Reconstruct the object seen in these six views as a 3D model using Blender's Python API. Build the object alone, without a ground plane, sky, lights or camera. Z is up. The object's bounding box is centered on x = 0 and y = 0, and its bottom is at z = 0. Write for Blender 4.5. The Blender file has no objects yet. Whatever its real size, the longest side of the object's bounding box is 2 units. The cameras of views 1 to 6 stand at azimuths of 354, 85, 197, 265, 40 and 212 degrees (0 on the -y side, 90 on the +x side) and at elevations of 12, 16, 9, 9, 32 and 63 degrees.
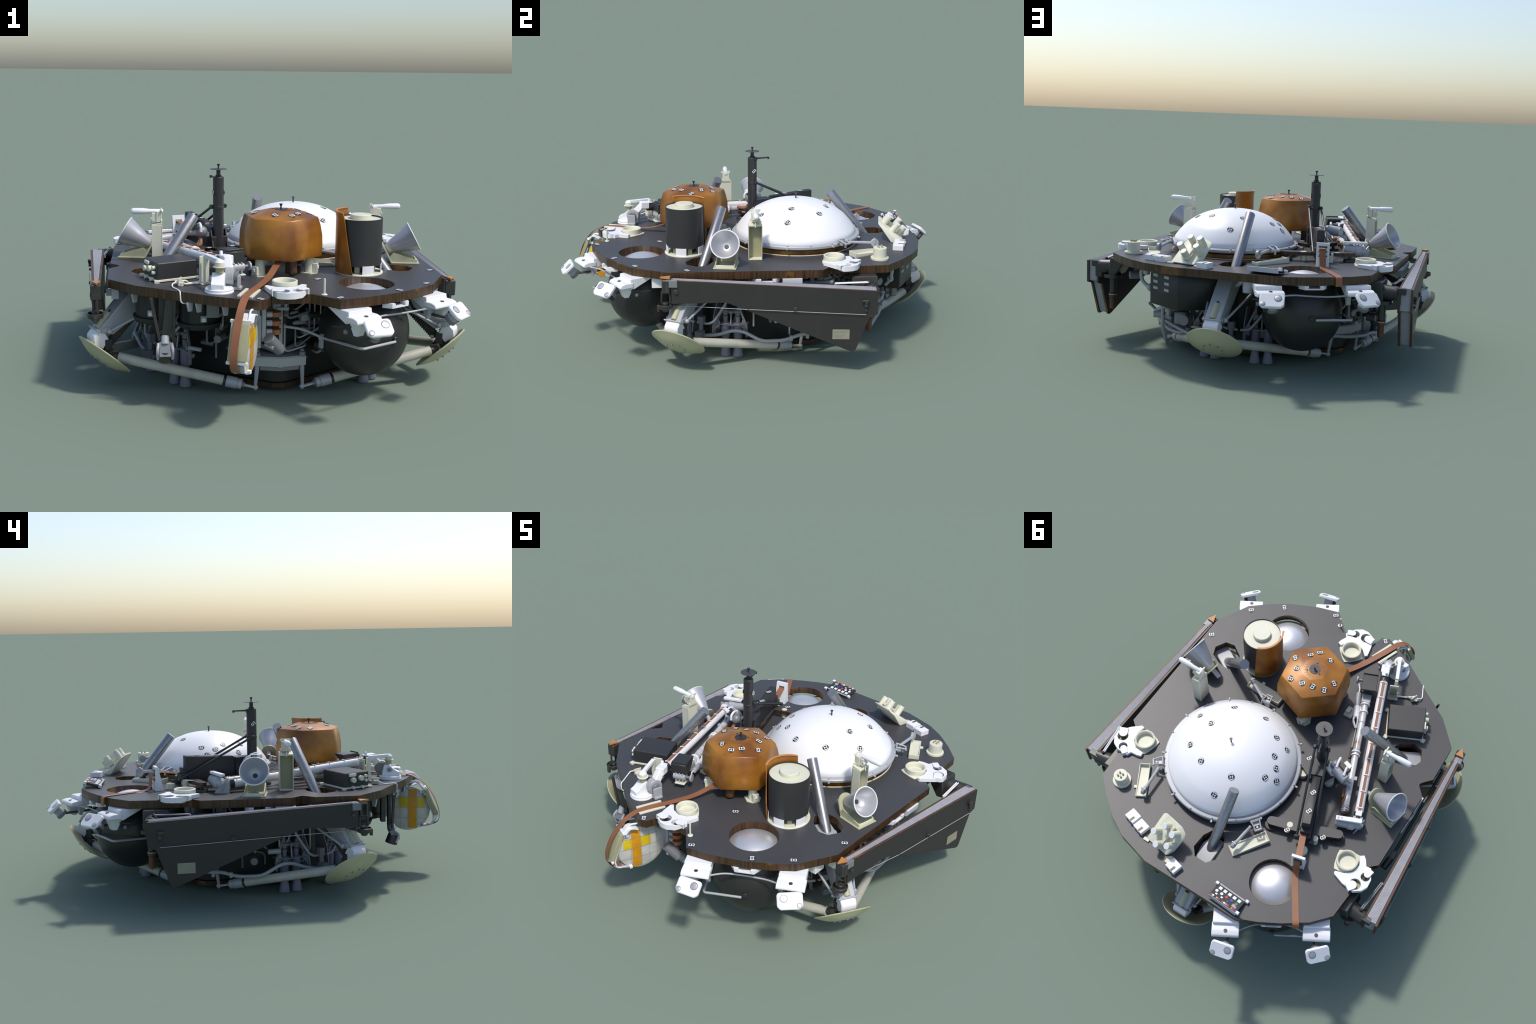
# Planetary lander, stowed configuration: deck, instruments, tanks, legs, engines, folded solar fans.
import bpy, bmesh, math, random
from mathutils import Vector, Matrix

rng = random.Random(7)
DECK = 0.477          # deck top
UNDER = 0.440         # deck underside
rad = math.radians

# ------------------------------------------------------------------ materials
def material(name, color, rough=0.5, metal=0.0, vary=0.10, scale=14.0, spec=0.5, dark=None, stretch=None, bump=0.0, lo=0.35, hi=0.7):
    m = bpy.data.materials.new(name); m.use_nodes = True
    nt = m.node_tree; b = nt.nodes['Principled BSDF']
    tc = nt.nodes.new('ShaderNodeTexCoord'); mp = nt.nodes.new('ShaderNodeMapping')
    nz = nt.nodes.new('ShaderNodeTexNoise'); rp = nt.nodes.new('ShaderNodeValToRGB')
    nt.links.new(tc.outputs['Object'], mp.inputs['Vector']); nt.links.new(mp.outputs['Vector'], nz.inputs['Vector'])
    if stretch: mp.inputs['Scale'].default_value = stretch
    nz.inputs['Scale'].default_value = scale; nz.inputs['Detail'].default_value = 4
    nt.links.new(nz.outputs['Fac'], rp.inputs['Fac'])
    d = dark if dark else tuple(c * (1 - vary) for c in color)
    rp.color_ramp.elements[0].position = lo; rp.color_ramp.elements[1].position = hi
    rp.color_ramp.elements[0].color = (*d, 1); rp.color_ramp.elements[1].color = (*color, 1)
    nt.links.new(rp.outputs['Color'], b.inputs['Base Color'])
    b.inputs['Roughness'].default_value = rough; b.inputs['Metallic'].default_value = metal
    b.inputs['Specular IOR Level'].default_value = spec
    if bump:
        bp = nt.nodes.new('ShaderNodeBump'); bp.inputs['Strength'].default_value = bump; bp.inputs['Distance'].default_value = 0.002
        nt.links.new(nz.outputs['Fac'], bp.inputs['Height']); nt.links.new(bp.outputs['Normal'], b.inputs['Normal'])
    return m

M = {}
M['deck'] = material('deck_coating', (0.057, 0.056, 0.059), 0.46, 0, 0.10, 5)
M['edge'] = material('foil_edge', (0.105, 0.050, 0.014), 0.40, 0, dark=(0.020, 0.009, 0.005), scale=1.0, stretch=(95, 95, 4), lo=0.32, hi=0.78)
M['white'] = material('white_paint', (0.80, 0.80, 0.81), 0.45, 0, 0.04, 6)
M['dome'] = material('dome_paint', (0.83, 0.83, 0.84), 0.42, 0, 0.03, 3)
M['cream'] = material('cream_paint', (0.70, 0.69, 0.55), 0.5, 0, 0.09, 9)
M['olive'] = material('olive_paint', (0.38, 0.37, 0.22), 0.55, 0, 0.12, 10)
M['pad'] = material('footpad_paint', (0.48, 0.47, 0.305), 0.5, 0, 0.10, 9)
M['orange'] = material('orange_foil', (0.42, 0.175, 0.022), 0.36, 0.15, dark=(0.20, 0.070, 0.012), scale=6.5, lo=0.34, hi=0.64, bump=0.10)
M['belt'] = material('brown_ribbon', (0.29, 0.115, 0.050), 0.5, 0, 0.16, 12)
M['tan'] = material('tan_tip', (0.50, 0.22, 0.07), 0.5, 0, 0.1, 12)
M['black'] = material('black_coating', (0.032, 0.032, 0.033), 0.45, 0, 0.15, 6)
M['dark'] = material('dark_blanket', (0.017, 0.018, 0.018), 0.42, 0, 0.2, 6)
M['tank'] = material('tank_blanket', (0.025, 0.025, 0.0245), 0.38, 0, 0.2, 4)
M['silver'] = material('bare_metal', (0.76, 0.76, 0.77), 0.36, 0.65, 0.08, 4)
M['steel'] = material('brushed_tube', (0.36, 0.36, 0.37), 0.30, 0.75, 0.15, 2.0, stretch=(30, 30, 30))
M['grey'] = material('light_grey_metal', (0.42, 0.43, 0.45), 0.45, 0.1, 0.10, 8)
M['mid'] = material('mid_grey_metal', (0.23, 0.235, 0.25), 0.45, 0.2, 0.15, 8)
M['gun'] = material('gunmetal', (0.060, 0.058, 0.053), 0.42, 0.3, 0.25, 20)
M['nozzle'] = material('nozzle_alloy', (0.22, 0.22, 0.285), 0.5, 0.1, 0.1, 6)
M['horn'] = material('horn_metal', (0.52, 0.52, 0.545), 0.40, 0.5, 0.06, 4)
M['panel'] = material('panel_skin', (0.029, 0.0265, 0.025), 0.50, 0, 0.15, 5)
M['pleat'] = material('pleated_blanket', (0.40, 0.40, 0.43), 0.5, 0, 0.12, 30)
M['pedge'] = material('panel_edge', (0.140, 0.055, 0.025), 0.5, 0, dark=(0.05, 0.022, 0.012), scale=14, lo=0.3, hi=0.75)
M['strut'] = material('strut_sleeve', (0.56, 0.54, 0.44), 0.45, 0, dark=(0.44, 0.43, 0.37), scale=1.0, stretch=(12, 12, 12))
M['bellows'] = material('bellows_rubber', (0.105, 0.103, 0.085), 0.6, 0, 0.2, 20)
M['foil'] = material('quilted_foil', (0.62, 0.61, 0.57), 0.5, 0.05, dark=(0.46, 0.45, 0.42), scale=16, lo=0.3, hi=0.7)
M['yellow'] = material('yellow_patch', (0.72, 0.52, 0.010), 0.5, 0, 0.2, 25)
M['amber'] = material('amber_patch', (0.68, 0.30, 0.008), 0.5, 0, 0.2, 25)
M['tubewrap'] = material('mottled_wrap', (0.62, 0.62, 0.63), 0.35, 0.2, dark=(0.22, 0.12, 0.07), scale=1.0, stretch=(14, 14, 14), lo=0.36, hi=0.52)
M['khaki'] = material('khaki_label', (0.30, 0.29, 0.20), 0.6, 0, 0.12, 30)
M['gold'] = material('gold_band', (0.30, 0.155, 0.028), 0.35, 0.4, dark=(0.14, 0.055, 0.012), scale=20)
for n, c in dict(red=(0.45, 0.07, 0.05), blue=(0.05, 0.09, 0.38), green=(0.05, 0.27, 0.06), pink=(0.50, 0.32, 0.32)).items():
    M[n] = material('swatch_' + n, c, 0.5, 0, 0.03)

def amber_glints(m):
    # warm fold glints painted into the edge base colour by noise
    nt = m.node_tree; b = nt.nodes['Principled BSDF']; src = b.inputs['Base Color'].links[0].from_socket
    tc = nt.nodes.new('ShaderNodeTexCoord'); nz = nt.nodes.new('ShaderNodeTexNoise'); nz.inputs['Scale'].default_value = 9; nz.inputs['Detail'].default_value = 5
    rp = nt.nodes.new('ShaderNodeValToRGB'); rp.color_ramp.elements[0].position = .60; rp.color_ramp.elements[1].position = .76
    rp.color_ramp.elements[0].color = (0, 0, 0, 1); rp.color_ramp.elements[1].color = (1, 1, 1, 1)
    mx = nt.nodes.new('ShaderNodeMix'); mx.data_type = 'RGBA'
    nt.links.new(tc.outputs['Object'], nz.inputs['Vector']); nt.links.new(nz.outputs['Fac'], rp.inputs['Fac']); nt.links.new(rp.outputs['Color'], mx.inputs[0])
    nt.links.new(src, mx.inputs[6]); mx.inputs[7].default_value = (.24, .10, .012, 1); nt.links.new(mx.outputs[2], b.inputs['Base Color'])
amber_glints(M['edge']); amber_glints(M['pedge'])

# ------------------------------------------------------------------ mesh builder
def frame(o=(0, 0, 0), z=(0, 0, 1), x=None):
    """matrix whose local z axis looks along z (and local x near x), placed at o"""
    z = Vector(z).normalized()
    x = Vector(x) if x is not None else (Vector((1, 0, 0)) if abs(z.x) < 0.9 else Vector((0, 1, 0)))
    x = (x - z * x.dot(z)).normalized(); y = z.cross(x)
    m = Matrix((x, y, z)).transposed().to_4x4(); m.translation = Vector(o); return m

def yaw(deg, o=(0, 0, 0)):
    return Matrix.Translation(Vector(o)) @ Matrix.Rotation(rad(deg), 4, 'Z')

class Builder:
    def __init__(self):
        self.bm = bmesh.new(); self.mats = []
    def slot(self, mat):
        if mat not in self.mats: self.mats.append(mat)
        return self.mats.index(mat)
    def add(self, vs, fs, mat, T=None):
        bv = [self.bm.verts.new((T @ Vector(v)) if T else Vector(v)) for v in vs]
        i = self.slot(mat)
        for f in fs:
            try:
                bf = self.bm.faces.new([bv[k] for k in f]); bf.material_index = i
            except ValueError: pass
        return bv
    def merge(self, other, mat, T=None):
        other.verts.index_update()
        self.add([v.co.copy() for v in other.verts], [[v.index for v in f.verts] for f in other.faces], mat, T); other.free()
    def box(self, c, s, mat, T=None, b=0.0015):
        t = bmesh.new(); bmesh.ops.create_cube(t, size=1)
        for v in t.verts: v.co = Vector((v.co.x * s[0], v.co.y * s[1], v.co.z * s[2])) + Vector(c)
        b = min(b, 0.25 * min(s))
        if b > 2e-4: bmesh.ops.bevel(t, geom=t.edges[:], offset=b, segments=1, affect='EDGES')
        self.merge(t, mat, T)
    def prism(self, poly, z0, z1, mat, T=None, b=0.0, side=None):
        """vertical prism over a 2d polygon"""
        n = len(poly)
        area = sum(poly[i][0] * poly[(i + 1) % n][1] - poly[(i + 1) % n][0] * poly[i][1] for i in range(n))
        if area < 0: poly = poly[::-1]
        if b > 0:
            t = bmesh.new()
            vs = [t.verts.new((p[0], p[1], z0)) for p in poly] + [t.verts.new((p[0], p[1], z1)) for p in poly]
            t.faces.new(vs[:n][::-1]); t.faces.new(vs[n:])
            for i in range(n): t.faces.new((vs[i], vs[(i + 1) % n], vs[n + (i + 1) % n], vs[n + i]))
            bmesh.ops.bevel(t, geom=t.edges[:], offset=b, segments=1, affect='EDGES', clamp_overlap=True)
            self.merge(t, mat, T); return
        vs = [(p[0], p[1], z0) for p in poly] + [(p[0], p[1], z1) for p in poly]
        self.add(vs, [list(range(n))[::-1], list(range(n, 2 * n))], mat, T) if side else None
        if side: self.add(vs, [[i, (i + 1) % n, n + (i + 1) % n, n + i] for i in range(n)], side, T)
        else: self.add(vs, [list(range(n))[::-1], list(range(n, 2 * n))] + [[i, (i + 1) % n, n + (i + 1) % n, n + i] for i in range(n)], mat, T)
    def slab(self, prof, t0, t1, mat, T=None, b=0.0):
        """profile in (x, z), extruded along y from t0 to t1"""
        R = Matrix(((1, 0, 0, 0), (0, 0, -1, 0), (0, 1, 0, 0), (0, 0, 0, 1)))  # local (x,y,z)->(x,-z,y)
        self.prism(prof, -t1, -t0, mat, (T @ R) if T else R, b)
    def rev(self, prof, mat, T=None, seg=32, a0=0.0, a1=360.0, closed=False):
        """surface of revolution around z, profile [(r, z)]"""
        full = abs(a1 - a0) >= 359.9; n = seg if full else seg + 1
        vs = []; rings = []
        for (r, z) in prof:
            if r < 1e-6: rings.append([len(vs)]); vs.append((0, 0, z))
            else:
                k = len(vs); rings.append(list(range(k, k + n)))
                for i in range(n):
                    a = rad(a0 + (a1 - a0) * i / seg); vs.append((r * math.cos(a), r * math.sin(a), z))
        fs = []
        pairs = list(zip(rings[:-1], rings[1:])) + ([(rings[-1], rings[0])] if closed else [])
        for A, B in pairs:
            for i in range(seg):
                j = (i + 1) % n if full else i + 1
                if len(A) == 1 and len(B) == 1: continue
                if len(A) == 1: fs.append([A[0], B[i], B[j]])
                elif len(B) == 1: fs.append([A[i], B[0], A[j]][::1])
                else: fs.append([A[i], B[i], B[j], A[j]])
        if closed and not full:
            fs.append([r[0] for r in rings]); fs.append([r[-1] for r in rings][::-1])
        self.add(vs, fs, mat, T)
    def cyl(self, p0, p1, r0, mat, r1=None, seg=20, T=None, ch=None):
        r1 = r0 if r1 is None else r1
        p0 = Vector(p0); p1 = Vector(p1); L = (p1 - p0).length
        if L < 1e-6: return
        c = min(0.0015, 0.15 * min(r0, r1), 0.3 * L) if ch is None else ch
        F = frame(p0, p1 - p0)
        prof = [(0, 0), (r0 - c, 0), (r0, c), (r1, L - c), (r1 - c, L), (0, L)]
        self.rev(prof, mat, (T @ F) if T else F, seg)
    def ball(self, c, r, mat, T=None, seg=16, squash=1.0):
        n = max(6, seg // 2)
        prof = [(r * math.sin(math.pi * i / n), -r * squash * math.cos(math.pi * i / n)) for i in range(n + 1)]
        prof[0] = (0, -r * squash); prof[-1] = (0, r * squash)
        F = Matrix.Translation(Vector(c)); self.rev(prof, mat, (T @ F) if T else F, seg)
    def rounded(self, pts, fillet, steps=4):
        pts = [Vector(p) for p in pts]; out = [pts[0]]
        for i in range(1, len(pts) - 1):
            a, p, c = pts[i - 1], pts[i], pts[i + 1]
            d = min(fillet, 0.45 * (a - p).length, 0.45 * (c - p).length)
            s = p + (a - p).normalized() * d; e = p + (c - p).normalized() * d
            for k in range(steps + 1):
                u = k / steps; out.append(s * (1 - u) ** 2 + p * 2 * u * (1 - u) + e * u * u)
        out.append(pts[-1]); return out
    def tube(self, pts, r, mat, T=None, seg=10, fillet=0.015):
        pts = self.rounded(pts, fillet) if fillet and len(pts) > 2 else [Vector(p) for p in pts]
        t0 = (pts[1] - pts[0]).normalized(); up = Vector((0, 0, 1)) if abs(t0.z) < 0.9 else Vector((1, 0, 0))
        nrm = (up - t0 * up.dot(t0)).normalized(); vs = []; N = len(pts)
        for i, p in enumerate(pts):
            t = ((pts[min(i + 1, N - 1)] - pts[max(i - 1, 0)])).normalized()
            nrm = (nrm - t * nrm.dot(t)).normalized(); bn = t.cross(nrm)
            for k in range(seg):
                a = 2 * math.pi * k / seg; vs.append(p + (nrm * math.cos(a) + bn * math.sin(a)) * r)
        fs = [[i * seg + k, i * seg + (k + 1) % seg, (i + 1) * seg + (k + 1) % seg, (i + 1) * seg + k] for i in range(N - 1) for k in range(seg)]
        fs += [list(range(seg))[::-1], [(N - 1) * seg + k for k in range(seg)]]
        self.add(vs, fs, mat, T)
    def ribbon(self, pts, widths, w, th, mat, T=None, fillet=0.02):
        """flat strap along pts; widths = cross direction (one vector)"""
        pts = self.rounded(pts, fillet, 5); N = len(pts); W = Vector(widths).normalized(); vs = []
        for i, p in enumerate(pts):
            t = (pts[min(i + 1, N - 1)] - pts[max(i - 1, 0)]).normalized()
            x = (W - t * W.dot(t)).normalized(); n = x.cross(t)
            for sx, sn in ((-1, -1), (1, -1), (1, 1), (-1, 1)): vs.append(p + x * (sx * w / 2) + n * (sn * th / 2))
        fs = [[i * 4 + k, i * 4 + (k + 1) % 4, (i + 1) * 4 + (k + 1) % 4, (i + 1) * 4 + k] for i in range(N - 1) for k in range(4)]
        fs += [[3, 2, 1, 0], [(N - 1) * 4 + k for k in range(4)]]
        self.add(vs, fs, mat, T)
    def mesh(self, name, angle=34):
        bm = self.bm
        bmesh.ops.recalc_face_normals(bm, faces=bm.faces[:])
        for f in bm.faces: f.smooth = True
        lim = rad(angle)
        for e in bm.edges:
            if len(e.link_faces) == 2 and e.calc_face_angle(0) > lim: e.smooth = False
        me = bpy.data.meshes.new(name); bm.to_mesh(me); bm.free()
        for k in self.mats: me.materials.append(M[k])
        return me
    def obj(self, name, parent, T=None, angle=34, stuff=False):
        o = bpy.data.objects.new(name, self.mesh(name, angle)); bpy.context.scene.collection.objects.link(o)
        o.parent = parent
        if T is not None: o.matrix_local = T
        if stuff: o['kind'] = 'stuff'
        return o

def place(src, parent, T):
    o = src.copy(); bpy.context.scene.collection.objects.link(o); o.parent = parent; o.matrix_local = T; return o

root = bpy.data.objects.new('planetary_lander', None); bpy.context.scene.collection.objects.link(root)
root['label'] = 'stowed planetary lander with white dome, orange hexagonal cover, folded solar panels'
root['category'] = 'space lander'

def arc(cx, cy, r, n=40, a0=0, a1=360):
    return [(cx + r * math.cos(rad(a0 + (a1 - a0) * i / n)), cy + r * math.sin(rad(a0 + (a1 - a0) * i / n))) for i in range(n)]

LEGS = (90, 210, 330)      # azimuth of the three legs
POSTS = (270, 30, 150)     # azimuth of the three hold-down stations
TANKS = (-60, 120)         # azimuth of the two tanks
TANK_R = 0.682

# ------------------------------------------------------------------ deck plate with cut-outs
def make_deck():
    outline = [(.694, -.452), (.606, -.621), (.523, -.690), (.429, -.754), (.293, -.816), (.183, -.848), (.090, -.756), (-.062, -.760),
               (-.087, -.831), (-.124, -.846), (-.278, -.773), (-.396, -.694), (-.578, -.579), (-.694, -.455), (-.700, -.255), (-.666, -.216),
               (-.656, -.200), (-.664, -.186), (-.700, -.148), (-.700, .262), (-.660, .300), (-.652, .420), (-.660, .445), (-.651, .580), (-.579, .661),
               (-.477, .733), (-.385, .785), (-.289, .826), (.208, .826), (.372, .783), (.462, .733), (.556, .661), (.641, .579), (.648, .460), (.640, .420), (.650, .300), (.698, .262)]
    holes = [arc(TANK_R * math.cos(rad(a)), TANK_R * math.sin(rad(a)), .111, 36) for a in TANKS]
    octo = [(.530, -.032), (.575, -.056), (.645, -.061), (.682, -.030), (.682, .030), (.645, .061), (.575, .056), (.530, .032)]
    for a in LEGS:
        c, s = math.cos(rad(a)), math.sin(rad(a)); holes.append([(p[0] * c - p[1] * s, p[0] * s + p[1] * c) for p in octo])
    t = bmesh.new()
    for loop in [outline] + holes:
        vs = [t.verts.new((x, y, DECK)) for x, y in loop]
        for i in range(len(vs)): t.edges.new((vs[i], vs[(i + 1) % len(vs)]))
    bmesh.ops.triangle_fill(t, use_beauty=True, use_dissolve=False, edges=t.edges[:])
    top = t.faces[:]
    ret = bmesh.ops.extrude_face_region(t, geom=top)
    for v in [g for g in ret['geom'] if isinstance(g, bmesh.types.BMVert)]: v.co.z = UNDER
    bmesh.ops.recalc_face_normals(t, faces=t.faces[:])
    for f in t.faces:
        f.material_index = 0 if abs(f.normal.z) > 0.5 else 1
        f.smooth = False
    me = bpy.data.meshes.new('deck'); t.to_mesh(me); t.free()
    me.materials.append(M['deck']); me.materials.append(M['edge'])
    o = bpy.data.objects.new('deck', me); bpy.context.scene.collection.objects.link(o); o.parent = root
    return o
deck = make_deck()

# ------------------------------------------------------------------ photogrammetry target markers
def marker_mesh():
    b = Builder(); r = 0.0152
    b.rev([(0, 0.0002), (r, 0.0002), (r, 0.0012), (0, 0.0012)], 'black', seg=24)
    for a in (0, 180):
        ring = arc(0, 0, r * .90, 8, a - 50, a + 50) + [(r * .90 * math.cos(rad(a + 50)), r * .90 * math.sin(rad(a + 50)))]
        inn = [(x * .70, y * .70) for x, y in ring][::-1]
        b.prism(ring + inn, 0.0012, 0.0017, 'white')
    for s in (1, -1):
        b.prism([(0, 0), (s * .006, .0075), (-s * .006, .0075)] if s > 0 else [(0, 0), (.006, -.0075), (-.006, -.0075)], 0.0012, 0.0017, 'white')
    return b.mesh('target_marker')
MARK = marker_mesh()
def marker(p, n=(0, 0, 1), x=None, parent=root, spin=0, s=1.0):
    o = bpy.data.objects.new('target_marker', MARK); bpy.context.scene.collection.objects.link(o); o.parent = parent
    o.matrix_local = frame(p, n, x) @ Matrix.Rotation(rad(spin), 4, 'Z') @ Matrix.Scale(s, 4); return o
for (x, y, sp) in [(.581, -.608, 40), (.666, -.366, 40), (.443, -.716, 130), (.189, -.821, 40), (-.111, -.822, 130), (.156, -.508, 40)]:
    marker((x, y, DECK + .0005), spin=sp)

# ------------------------------------------------------------------ white dome
DC = Vector((.151, .191, 0))
DPROF = [(0, .694), (.05, .692), (.10, .6845), (.15, .670), (.20, .646), (.243, .617), (.272, .588), (.294, .561), (.304, .546), (.307, .535), (.3065, .527)]
def dome_z(r):
    for (a, za), (b_, zb) in zip(DPROF, DPROF[1:]):
        if a <= r <= b_: return za + (zb - za) * (r - a) / (b_ - a), (zb - za) / (b_ - a)
    return .527, -1
b = Builder()
fine = []
for i in range(len(DPROF) - 1):   # Catmull-Rom refinement of the profile
    p0 = DPROF[max(i - 1, 0)]; p1 = DPROF[i]; p2 = DPROF[i + 1]; p3 = DPROF[min(i + 2, len(DPROF) - 1)]
    for k in range(4):
        u = k / 4
        f = lambda j: .5 * (2 * p1[j] + (p2[j] - p0[j]) * u + (2 * p0[j] - 5 * p1[j] + 4 * p2[j] - p3[j]) * u * u + (3 * p1[j] - p0[j] - 3 * p2[j] + p3[j]) * u ** 3)
        fine.append((max(f(0), 0), f(1)))
fine[0] = (0, .694); fine.append(DPROF[-1])
b.rev(fine + [(.300, .525), (.300, .530), (.0, .60)], 'dome', Matrix.Translation(DC), 96)
dome = b.obj('dome_cover', root)
b = Builder()
b.rev([(.304, .529), (.325, .526), (.329, .522), (.329, .512), (.325, .508), (.303, .508)], 'grey', Matrix.Translation(DC), 96, closed=True)
for i in range(18):
    a = rad(i * 20 + 7); d = Vector((math.cos(a), math.sin(a), 0)); p = DC + d * .330 + Vector((0, 0, .517))
    if i % 2: b.cyl(p - d * .006, p + d * .012, .0055, 'grey', seg=10)
    b.ball(p - d * .006 + Vector((0, 0, .011)), .0045, 'grey', seg=8)
b.obj('rim_flange', dome)
b = Builder()
b.rev([(.300, .478), (.312, .478), (.312, .481), (.304, .482), (.303, .498), (.296, .500), (.290, .478)], 'gold', Matrix.Translation(DC), 72, closed=True)
b.rev([(.285, .478), (.290, .478), (.292, .511), (.285, .511)], 'black', Matrix.Translation(DC), 72, closed=True)
b.rev([(.304, .477), (.318, .477), (.318, .4795), (.304, .4795)], 'cream', Matrix.Translation(DC), 72, closed=True)
b.obj('skirt_ring', dome)
b = Builder()
b.cyl(DC + Vector((0, 0, .692)), DC + Vector((0, 0, .712)), .0035, 'gun', seg=10); b.cyl(DC + Vector((0, 0, .712)), DC + Vector((0, 0, .721)), .004, 'gun', .0075, seg=14)
b.obj('grapple_pin', dome)
for (r, a) in [(.217, -59), (.236, -16), (.145, -15), (.192, 31), (.162, 65), (.166, 124), (.246, 105), (.22, 168), (.26, 176), (.231, -174), (.205, -161), (.257, -146), (.215, -133), (.222, -102)]:
    z, s = dome_z(r); d = Vector((math.cos(rad(a)), math.sin(rad(a)), 0))
    n = Vector((d.x * -s, d.y * -s, 1)); marker(DC + d * r + Vector((0, 0, z)) + n.normalized() * .0012, n, parent=dome, spin=r * 4000)

# three latches that clamp the dome rim, each with its tray
def latch(rim, end, tray_c, tray_dir, L, W):
    b = Builder(); rim = Vector(rim); end = Vector(end)
    T = frame((tray_c[0], tray_c[1], DECK), (0, 0, 1), (tray_dir[0], tray_dir[1], 0))
    b.box((0, 0, .002), (L, W, .004), 'cream', T)
    b.slab([(-L / 2, 0), (L / 2, 0), (L / 2, .013), (-L / 2, .026)], W / 2 - .003, W / 2, 'cream', T)
    b.slab([(-L / 2, 0), (L / 2, 0), (L / 2, .007), (-L / 2, .018)], -W / 2, -W / 2 + .003, 'cream', T)
    b.box((-L / 2, 0, .012), (.004, W, .024), 'cream', T); b.box((L / 2, 0, .007), (.004, W, .014), 'cream', T)
    b.box((L * .2, -W * .62, .004), (.016, .016, .008), 'cream', T)
    d = (end - rim); h = Vector((d.x, d.y, 0)).normalized(); s = Vector((-h.y, h.x, 0))
    q = rim + d * .22
    b.tube([q, end - d * .06, end], .0075, 'grey', fillet=.01)
    b.cyl(end - s * .007, end + s * .007, .020, 'grey', seg=20)           # pulley cheek
    b.box((0, 0, .01), (.006, .024, .026), 'grey', frame(end, (0, 0, 1), h))
    out = (rim - DC); out.z = 0; out.normalize(); so = Vector((-out.y, out.x, 0))
    for k in (-1, 1):
        b.tube([rim + so * (.020 * k) - out * .010 + Vector((0, 0, -.010)), rim + so * (.020 * k) + Vector((0, 0, .014)), rim + so * (.013 * k) + out * .045 + Vector((0, 0, .002))], .0035, 'grey', fillet=.004)
    b.cyl(rim - so * .024, rim + so * .024, .005, 'grey', seg=10); b.cyl(rim + out * .045 - so * .018, rim + out * .045 + so * .018, .005, 'grey', seg=10)
    b.cyl(rim - so * .022 + Vector((0, 0, .014)), rim + so * .022 + Vector((0, 0, .014)), .0035, 'grey', seg=8)
    b.box((0, 0, -.008), (.020, .030, .012), 'grey', frame(rim + out * .012, (0, 0, 1), out))
    b.cyl(rim + out * .03 + Vector((0, 0, -.022)), rim + out * .03, .006, 'grey', seg=10)
    return b.obj('rim_latch', root)
latch((.418, .388, .531), (.406, .556, .521), (.455, .505), (-.48, .87), .165, .052)
latch((.186, -.148, .531), (.312, -.222, .521), (.238, -.225), (1, -.06), .19, .055)
latch((-.121, .406, .531), (-.102, .552, .524), (-.148, .500), (.56, .82), .18, .055)

# ------------------------------------------------------------------ orange hexagonal instrument cover
HC = Vector((.024, -.329, 0))
def hexring(r, z): return [(HC.x + r * math.cos(rad(-20 + 60 * i)), HC.y + r * math.sin(rad(-20 + 60 * i)), z) for i in range(6)]
b = Builder()
rings = [(.160, .556), (.176, .549), (.1795, .560), (.180, .600), (.1785, .640), (.170, .682), (.160, .711), (.158, .714), (.1575, .7142), (.112, .726), (.067, .7378), (.066, .738)]
vs = []; fs = []; n = 6
for r, z in rings: vs += hexring(r, z)
for i in range(len(rings) - 1):
    for k in range(n): fs.append([i * n + k, i * n + (k + 1) % n, (i + 1) * n + (k + 1) % n, (i + 1) * n + k])
fs.append(list(range(n))[::-1]); fs.append([(len(rings) - 1) * n + k for k in range(n)])
b.add(vs, fs, 'orange')
hexcover = b.obj('hexagonal_cover', root, angle=80)
b = Builder()   # top disc, spokes, pin
b.rev([(0, 0), (.027, 0), (.027, .0015), (0, .0015)], 'black', Matrix.Translation(HC + Vector((0, 0, .7383))), 28)
for i in range(40):
    a = 9 * i; L = .0135 if i % 2 else .020
    b.box((.032 + L / 2, 0, .0004), (L, .0011, .0008), 'tan', yaw(a, HC + Vector((0, 0, .7383))), b=0)
b.cyl(HC + Vector((0, 0, .739)), HC + Vector((0, 0, .754)), .0035, 'gun', seg=10); b.cyl(HC + Vector((0, 0, .754)), HC + Vector((0, 0, .763)), .004, 'gun', .0078, seg=14)
for i in range(3):
    a = rad(120 * i + 40); b.box((HC.x + .036 * math.cos(a), HC.y + .036 * math.sin(a), .740), (.007, .005, .003), 'gun')
b.obj('grapple_pin', hexcover)
def hex_z(r): return .738 - (r - .066) * (.738 - .714) / (.158 - .066)
for (r, a) in [(.118, -6), (.088, -45), (.095, -111), (.086, 27), (.122, 53), (.094, 83), (.092, 116), (.115, 145), (.114, 175), (.105, -72)]:
    fa = round((a - 10) / 60) * 60 + 10; d = Vector((math.cos(rad(fa)), math.sin(rad(fa)), 0)); p = Vector((r * math.cos(rad(a)), r * math.sin(rad(a)), 0))
    u = p.dot(d); z = .738 - (u - .066 * .866) * (.024 / (.092 * .866)); n = Vector((d.x * .30, d.y * .30, 1))
    marker(HC + p + Vector((0, 0, z + .0012)), n, parent=hexcover, spin=a * 7)
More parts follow.
